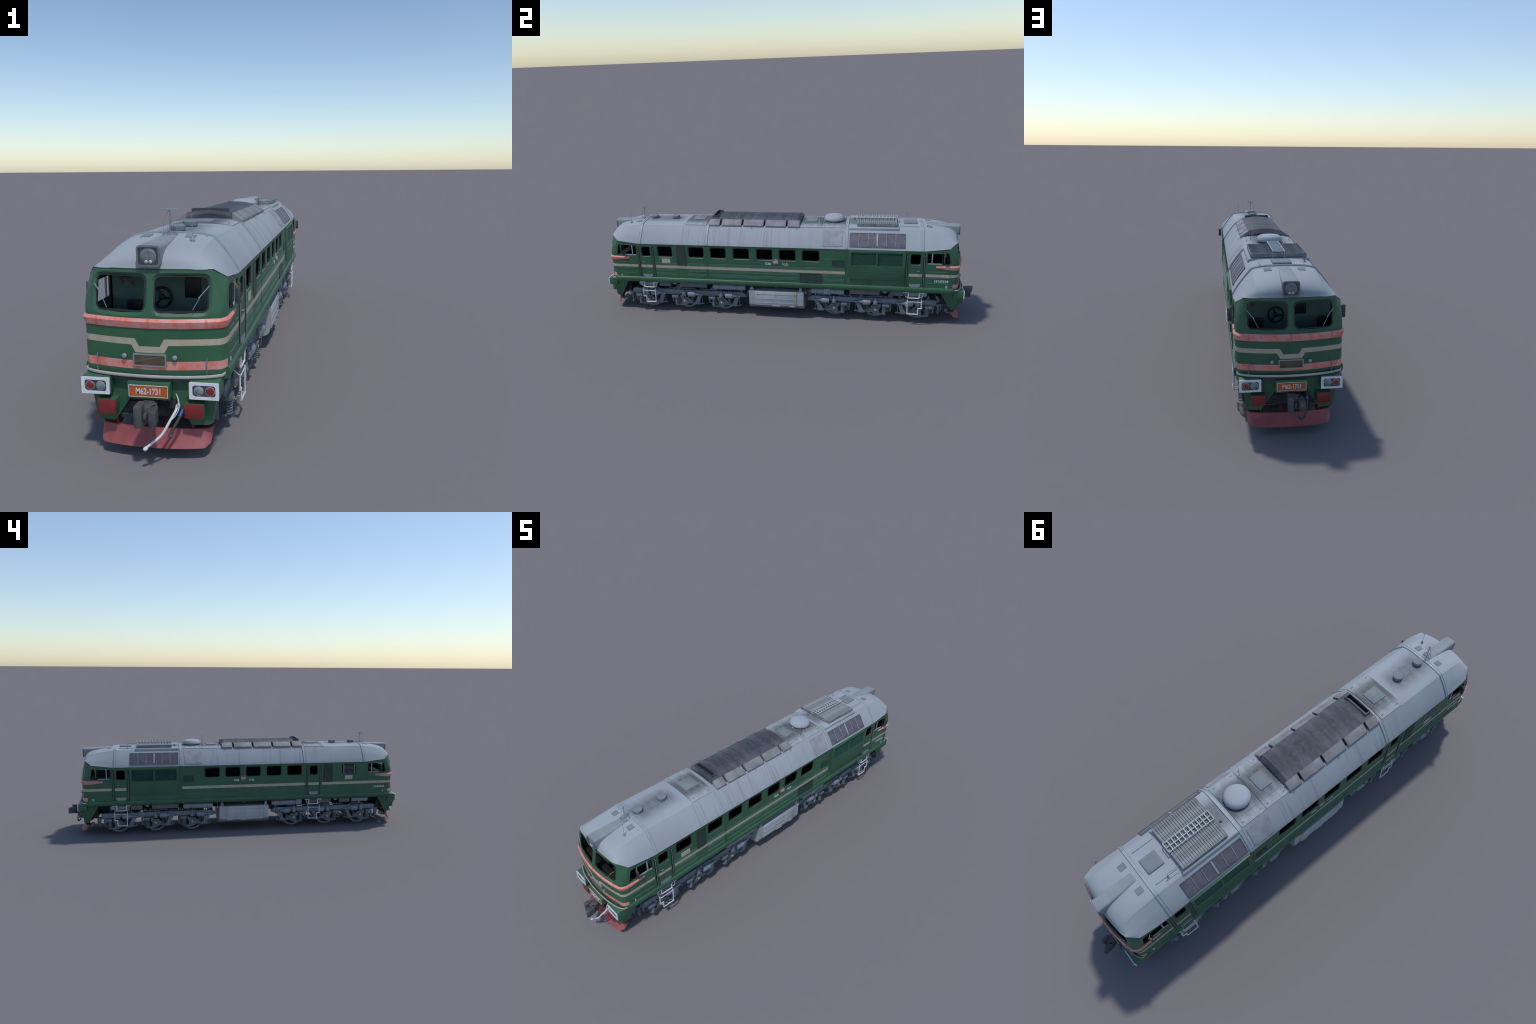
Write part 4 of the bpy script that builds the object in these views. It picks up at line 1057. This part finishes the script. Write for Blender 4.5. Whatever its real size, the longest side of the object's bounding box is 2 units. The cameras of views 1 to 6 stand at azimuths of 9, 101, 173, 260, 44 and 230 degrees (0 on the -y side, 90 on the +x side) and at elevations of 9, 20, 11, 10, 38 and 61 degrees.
for s in (1, -1):
    mb = MB(); a, b = sorted((s * .163, s * .1668)); mb.box(a, b, -.112, .1075, .070, .1480, 0, .001)
    mb.obj('battery_cover', [M_TANK], TANK)
    mb = MB()
    for z in (.1335, .1075, .0845): mb.box(*sorted((s * .1662, s * .1682)), -.108, .103, z - .0010, z + .0010, 0, .0006)
    for y in (-.098, -.002, .096): mb.box(*sorted((s * .1662, s * .1690)), y - .0016, y + .0016, .125, .141, 0, .0006)
    for y in (-.06, .05): mb.frame(rrect(y - .009, y + .009, .091, .1005, .001, 1), rrect(y - .0078, y + .0078, .0922, .0993, .001, 1), 'x', *sorted((s * .1664, s * .1674)))
    mb.box(*sorted((s * .1635, s * .168)), -.02, .02, .0665, .0705); mb.box(*sorted((s * .1635, s * .168)), .07, .1, .0665, .0705)
    mb.obj('battery_cover_rib', [M_TANK], TANK)
    mb = MB()
    for y in (-.128, .128):
        mb.box(*sorted((s * .145, s * .160)), y - .009, y + .009, .1485, .1600, 0, .002); mb.cyl((s * .150, y, .165), (s * .161, y, .165), .0065, n=14); mb.box(*sorted((s * .148, s * .158)), y - .006, y + .006, .158, .178)
    mb.obj('tank_hanger', [M_AIR], TANK)
    mb = MB(); mb.box(*sorted((s * .150, s * .154)), -.014, .014, .170, .1735); mb.box(*sorted((s * .150, s * .153)), -.002, .002, .164, .172); mb.obj('pipe_clip', [M_BOGIE], TANK)
    for e in (1, -1):
        y0, y1 = (.180, .3515) if e > 0 else (-.3415, -.1635)
        mb = MB(); mb.lathe([(.006, 0), (.0135, .002), (.0162, .008), (.0165, .012), (.0165, y1 - y0 - .012), (.0162, y1 - y0 - .008), (.0135, y1 - y0 - .002), (.006, y1 - y0)], (s * .1415, y0, .1555), (0, 1, 0), 24)
        ar = mb.obj('air_reservoir', [M_AIR], ROOT, 50)
        mb = MB()
        for y in (lerp(y0, y1, .2), lerp(y0, y1, .73)): mb.lathe([(.0169, -.002), (.0169, .002)], (s * .1415, y, .1555), (0, 1, 0), 24)
        mb.obj('reservoir_band', [simple('brown_band', (.2, .18, .16), .6) if 'brown_band' not in bpy.data.materials else bpy.data.materials['brown_band']], ar)
        if s * e > 0 or (s < 0 and e < 0):
            yb = .264 if e > 0 else -.3265
            mb = MB(); mb.box(*sorted((s * .138, s * .162)), yb - .0165, yb + .0165, .139, .176, 0, .0015); mb.box(*sorted((s * .16, s * .1625)), yb - .013, yb + .013, .1405, .1455, 1); mb.obj('valve_box', [M_AIR, M_DARK], ar)
        mb = MB(); mb.cyl((s * .1415, lerp(y0, y1, .86 if e < 0 else .14), .131), (s * .1415, lerp(y0, y1, .86 if e < 0 else .14), .142), .003, n=10); mb.obj('drain_cock', [M_AIR], ar)
        mb = MB()
        for a, b in ((.377, .527), (.580, .6445)): mb.box(*sorted((s * .10, s * .146)), *sorted((e * a, e * b)), .1450, .178, 0, .0015)
        mb.obj('equipment_box', [M_BOXG], ROOT)
        mb = MB(); mb.lathe([(.006, 0), (.0145, .003), (.0155, .009), (.0155, .094), (.0145, .100), (.006, .103)], (s * .140, e * .655 if e > 0 else -.758, .1605), (0, 1, 0), 20); mb.obj('air_reservoir', [M_AIR], ROOT, 50)
        mb = MB()
        for y in (.552,):
            mb.lathe([(.004, -.004), (.008, -.002), (.008, .004), (.004, .006)], (s * .150, e * y, .168), (s, 0, 0), 14); mb.tube([(s * .150, e * y - .014, .176), (s * .154, e * y - .01, .166), (s * .154, e * y + .01, .166), (s * .150, e * y + .014, .176)], .0018, 6)
        mb.obj('sand_valve', [M_AIR], ROOT)
        mb = MB()  # loose conduit at the outer end of the bogie
        pts = [(s * .14, e * .78, .172), (s * .141, e * .815, .150), (s * .140, e * .822, .105), (s * .138, e * .818, .075), (s * .136, e * .806, .060)]
        mb.tube([catmull(pts, t / 5) for t in range(21)], .0008, 5); mb.obj('conduit', [M_BLACK], ROOT)
        if s * e > 0:
            mb = MB(); mb.tube([(s * .150, e * .742, .066), (s * .149, e * .80, .113), (s * .146, e * .822, .135)], .0011, 6); mb.obj('stay_rod', [simple('tan_rod', (.2, .17, .13), .6) if 'tan_rod' not in bpy.data.materials else bpy.data.materials['tan_rod']], ROOT)
# small gauge beside tank
mb = MB()
for s in (1, -1): mb.tube([(s * .148, .155, .176), (s * .148, .155, .146)], .0012, 6); mb.lathe([(.0045, -.003), (.0045, .003)], (s * .148, .155, .143), (1, 0, 0), 14)
mb.obj('level_gauge', [M_AIR], ROOT)

# steps below each door: welded pale bar
def steps(s, yd, out):
    mb = MB(); X = s * .1655; bar = .0025
    def P(y, z, x=X): return (x, yd + out * y, z)
    def path(pts, w=bar):
        for a, b in zip(pts, pts[1:]):
            a, b = Vector(a), Vector(b); d = (b - a).normalized(); a = a - d * w * .8; b = b + d * w * .8
            mb.tube([a, b], w * 1.15, 4)
    path([P(.050, .1735), P(.0270, .1735), P(.0265, .1455), P(-.0255, .1455), P(-.0255, .1735), P(-.049, .1735)])
    path([P(.0395, .1290), P(.0395, .0905), P(.0245, .0905), P(.0245, .0580), P(-.0275, .0580), P(-.0295, .1290)])
    path([P(.0395, .1245), P(-.0295, .1245)], .0017)
    for y in (.0395, -.0295): mb.tube([P(y, .128), P(y, .146, s * .146)], .0016, 6)
    for z, ya, yb in ((.1455, .0265, -.0255), (.0580, .0245, -.0275)):    # tread plates run inwards
        for k in range(2): mb.tube([P(ya, z), P(ya, z, s * .150), P(yb, z, s * .150), P(yb, z)], .0012, 5)
        for k in range(5):
            t0, t1 = lerp(ya, yb, k / 5), lerp(ya, yb, (k + 1) / 5)
            mb.tube([P(t0, z, X if k % 2 else s * .150), P(t1, z, s * .150 if k % 2 else X)], .0007, 4)
    for y in (.0395, -.038):
        q = [P(y + .004 * (1 if y > 0 else -1), .172), P(y + .004 * (1 if y > 0 else -1), .160), P(y, .152), P(y - .012 * (1 if y > 0 else -1), .149)]
        mb.tube([catmull(q, t * 3 / 10) for t in range(11)], .0011, 5)
    mb.obj('entry_steps', [M_WHITE], ROOT)
for s in (1, -1):
    for yd in DOORS[s]: steps(s, yd, 1 if yd > 0 else -1)

# ----------------------------------------------------------------------------
# bogies (built at the B end, the other is the same turned round)
# ----------------------------------------------------------------------------
AX = (.2995, .5075, .7155); AZ = .0628
mb = MB()
for s in (1, -1):
    a, b = sorted((s * .128, s * .1415))
    mb.prism([(.1625, .1000), (.1625, .1105), (.184, .1255), (.795, .1265), (.803, .122), (.803, .103), (.797, .0985)], 'x', a, b, 0, .0012)
    c, d = sorted((s * .1405, s * .1432))
    for y0, y1 in ((.32, .425), (.527, .633), (.735, .80)): mb.box(c, d, y0, y1, .099, .1022, 0, .0006)
    mb.box(*sorted((s * .126, s * .146)), .3345, .3680, .081, .096, 0, .0015)
for y in (.19, .405, .61, .795): mb.box(-.128, .128, y - .012, y + .012, .092, .118)
mb.box(-.06, .06, .47, .545, .07, .13)
for y in AX: mb.box(-.055, .055, y - .06, y + .035, .04, .10, 0, .008)
BOG = mb.obj('bogie', [M_BOGIE], ROOT)
BOGA = dup(BOG, ROOT, rotz=PI)
bogie_parts = []
def add_bogie(ob, y=0.0, x=0.0):
    bogie_parts.append(ob); return ob
# wheelset
mb = MB()
for s in (1, -1):
    prof = [(.030, -.004), (.052, -.005), (.0575, -.0075), (.0630, -.0075), (.0630, -.0035), (.0610, -.0015), (.0605, .0075), (.0575, .0080), (.0565, .005), (.052, .003), (.022, .006), (.018, .012), (0, .012)]
    mb.lathe([(.050, -.004)] + prof[1:10] + [(.051, .002)], (s * .0865, 0, 0), (s, 0, 0), 48)
    mb.lathe([(.0525, -.003), (.0525, .0025), (.022, .006), (.018, .012), (0, .012)], (s * .0865, 0, 0), (s, 0, 0), 48, 1)
mb.cyl((-.14, 0, 0), (.14, 0, 0), .0095, n=20, mat=1)
WH = mb.mesh('wheelset', [M_TYRE, M_WHEEL], 40)
# axle box casting
def axlebox(s):
    m = MB(); poly = [(-.058, .050), (-.048, .0435), (-.016, .0475), (-.0135, .0385), (.004, .0345), (.012, .0300), (.052, .0310), (.0555, .0360), (.052, .0400), (.020, .0415), (.0165, .050), (.0195, .066), (.0265, .0725), (.0310, .082), (.0280, .0925), (.0200, .0925), (.0150, .0840), (-.0155, .0835), (-.024, .0730), (-.038, .0590)]
    m.prism([(y, z - AZ) for y, z in poly], 'x', *sorted((s * .126, s * .137)), 0, .0012)
    m.lathe([(.0180, -.001), (.0180, .003), (.0150, .0035), (.0150, .0025), (.0135, .0025), (.0135, .0085), (.0120, .0098), (.0085, .0100), (.0080, .0088), (0, .0088)], (s * .137, 0, 0), (s, 0, 0), 28)
    for k in range(8):
        a = 2 * PI * k / 8; m.cyl((s * .1395, .0155 * math.cos(a), .0155 * math.sin(a)), (s * .1415, .0155 * math.cos(a), .0155 * math.sin(a)), .0012, n=6)
    return m.mesh('axle_box', [M_BOGIE], 35)
def caps(s):
    m = MB(); m.box(*sorted((s * .1445, s * .1478)), -.0042, .0042, -.0042, .0042, 0, .0006)
    for y, z in ((-.0165, .0190), (.0185, .0195), (-.0145, -.0105), (.0180, -.0125)): m.box(*sorted((s * .1365, s * .1395)), y - .0014, y + .0014, z - .0014, z + .0014)
    return m.mesh('axle_cap', [M_YELLOW], 35)
def spring(n_turn, r, wire, h):
    m = MB(); N = n_turn * 14
    m.tube([(r * math.cos(2 * PI * k / 14), r * math.sin(2 * PI * k / 14), h * k / N) for k in range(N + 1)], wire, 6)
    return m.mesh('coil_spring', [M_BOGIE], 60)
SP1, SP2 = spring(6, .0088, .0018, .041), spring(5, .0078, .0017, .034)
def brake_cyl(s):
    m = MB(); L = .0395
    m.lathe([(.006, -.022), (.006, -.012), (.0088, -.010), (.0088, -.002), (.0135, -.001), (.0152, .002), (.0152, L - .004), (.0140, L - .001), (.010, L)], (s * .1475, -.063, .1065 - AZ), (0, 1, 0), 24)
    m.tube([(s * .1475, -.086, .1065 - AZ), (s * .1475, -.098, .1055 - AZ)], .0032, 8)
    m.box(*sorted((s * .1405, s * .151)), -.104, -.092, .101 - AZ, .110 - AZ, 0, .001)
    for y in (-.060, -.027): m.lathe([(.0158, -.0012), (.0158, .0012)], (s * .1475, y, .1065 - AZ), (0, 1, 0), 24)
    return m.mesh('brake_cylinder', [M_BOGIE2], 40)
M_BOGIE2 = simple('brake_cylinder_grey', (.20, .235, .275), .5, 0, .1, 30, (.1, .1, .11), .4)
def valve(s):
    m = MB(); x = s * .1475
    m.lathe([(.0060, .131), (.0060, .118), (.0085, .1165), (.0105, .110), (.0105, .0995), (.0085, .0945), (.004, .0925)], (x, 0, -AZ), (0, 0, 1), 18)
    m.cyl((x, 0, .107 - AZ), (x + s * .009, 0, .107 - AZ), .0065, n=14); m.box(*sorted((s * .141, s * .149)), -.0115, .0115, .0985 - AZ, .102 - AZ)
    return m.mesh('damper', [M_BOGIE2], 40)
def vbolt(s):
    m = MB()
    for y, z in ((-.0105, .113), (.0105, .113), (.0115, .0965), (-.011, .097)): m.box(*sorted((s * .151, s * .1545)), y - .0012, y + .0012, z - AZ - .0012, z - AZ + .0012)
    return m.mesh('damper_bolt', [M_YELLOW])
def strut(s):
    m = MB(); m.prism([(-.0975, .099), (-.0765, .099), (-.062, .0605), (-.0505, .0545), (-.0515, .0450), (-.078, .0435), (-.082, .052)], 'x', *sorted((s * .134, s * .1465)), 0, .0015)
    m.mesh_ = None
    return m
def strut_mesh(s):
    m = strut(s)
    m.v = [(x, y, z - AZ) for x, y, z in m.v]
    m.cyl((s * .146, -.068, .0545 - AZ), (s * .1485, -.068, .0545 - AZ), .0055, n=14)
    return m.mesh('axle_guide', [M_BOGIE], 35)
def brakes(s):
    m = MB(); z = lambda v: v - AZ
    for d, off in ((1, .0745), (-1, -.0715)):
        # curved shoe against the tyre and its hanger
        pts = []
        for k in range(7):
            a = math.radians(-32 + 64 * k / 6); pts.append((math.cos(a), math.sin(a)))
        m.prism([(d * .0640 * c, .0640 * q) for c, q in pts] + [(d * .0720 * c, .0720 * q) for c, q in pts[::-1]], 'x', *sorted((s * .080, s * .096)))
        m.prism([(d * .070, z(.095)), (d * .081, z(.097)), (d * .082, z(.070)), (d * .0775, z(.0455)), (d * .0715, z(.0455)), (d * .0725, z(.070))], 'x', *sorted((s * .112, s * .120)))
        m.tube([(s * .116, d * .0755, z(.050)), (s * .085, d * .0755, z(.05))], .003, 6)
    m.tube([(s * .137, -.097, z(.098)), (s * .137, -.097, z(.051))], .0016, 6)
    m.box(*sorted((s * .128, s * .140)), -.106, -.070, z(.0478), z(.0515)); m.box(*sorted((s * .13, s * .14)), -.088, -.074, z(.0425), z(.049), 0, .001)
    m.tube([(s * .118, .055, z(.0475)), (s * .118, .080, z(.0475))], .0022, 6)
    return m.mesh('brake_rigging', [M_BOGIE], 35)
def side_frame_cap(s):
    m = MB(); m.box(*sorted((s * .127, s * .1535)), .0335, .0685, .0815 - AZ, .0955 - AZ, 0, .0015); return m.mesh('spring_cap', [M_BOGIE], 35)
def spawn(me, name, parent, loc):
    o = bpy.data.objects.new(name, me); COL.objects.link(o); o.parent = parent; o.location = loc; return o
SIDE = {s: [(axlebox(s), 'axle_box'), (caps(s), 'axle_cap'), (brake_cyl(s), 'brake_cylinder'), (valve(s), 'damper'), (vbolt(s), 'damper_bolt'), (strut_mesh(s), 'axle_guide'), (brakes(s), 'brake_rigging'), (side_frame_cap(s), 'spring_cap')] for s in (1, -1)}
for par in (BOG, BOGA):
    for y in AX:
        spawn(WH, 'wheelset', par, (0, y, AZ))
        for s in (1, -1):
            for me, nm in SIDE[s]:
                o = spawn(me, nm, par, (0, y, AZ))
                if 'bolt' in nm: o['kind'] = 'stuff'
            spawn(SP1, 'coil_spring', par, (s * .1425, y + .0445, .0405))
            spawn(SP2, 'coil_spring', par, (s * .131, y - .040, .048))
    for s in (1, -1):
        p = MB(); pts = [(.322, .128), (.328, .1385), (.376, .1385), (.3985, .1258), (.4215, .1258), (.4425, .1385), (.584, .1385), (.6065, .1258), (.6295, .1258), (.6505, .1385), (.725, .1385), (.732, .128)]
        p.tube([(s * .149, y, z) for y, z in pts], .0014, 6)
        for y in (.30, .508, .716): p.tube([(s * .149, y - .018, .1385 if y > .31 else .1335), (s * .149, y - .018, .119)], .0013, 6)
        for y in (.355, .535, .56): p.box(*sorted((s * .145, s * .152)), y - .002, y + .002, .1345, .143)
        p.obj('brake_pipe', [M_BOGIE], par, stuff=True)
        q = MB(); q.prism([(.808, .100), (.817, .100), (.8215, .075), (.818, .047), (.811, .047), (.8125, .072)], 'x', *sorted((s * .112, s * .128)), 0, .001)
        q.prism([(.826, .092), (.832, .092), (.8345, .072), (.832, .053), (.826, .053), (.828, .072)], 'x', *sorted((s * .085, s * .11)), 0, .001); q.box(*sorted((s * .10, s * .12)), .80, .832, .088, .098)
        q.obj('end_brake_hanger', [M_BOGIE], par)
        t = MB(); t.lathe([(.012, 0), (.016, .002), (.016, .007), (.012, .009)], (s * .118, .595, .134), (0, 0, 1), 16)
        t.obj('side_bearing', [simple('greasy_bearing', (.06, .055, .035), .8) if 'greasy_bearing' not in bpy.data.materials else bpy.data.materials['greasy_bearing']], par)
        t = MB(); t.lathe([(.022, 0), (.022, .010)], (s * .118, .405, .128), (0, 0, 1), 16); t.obj('side_bearing', [bpy.data.materials['greasy_bearing']], par)
for o in list(bpy.data.objects):
    if o.type == 'MESH' and not o.parent: o.parent = ROOT
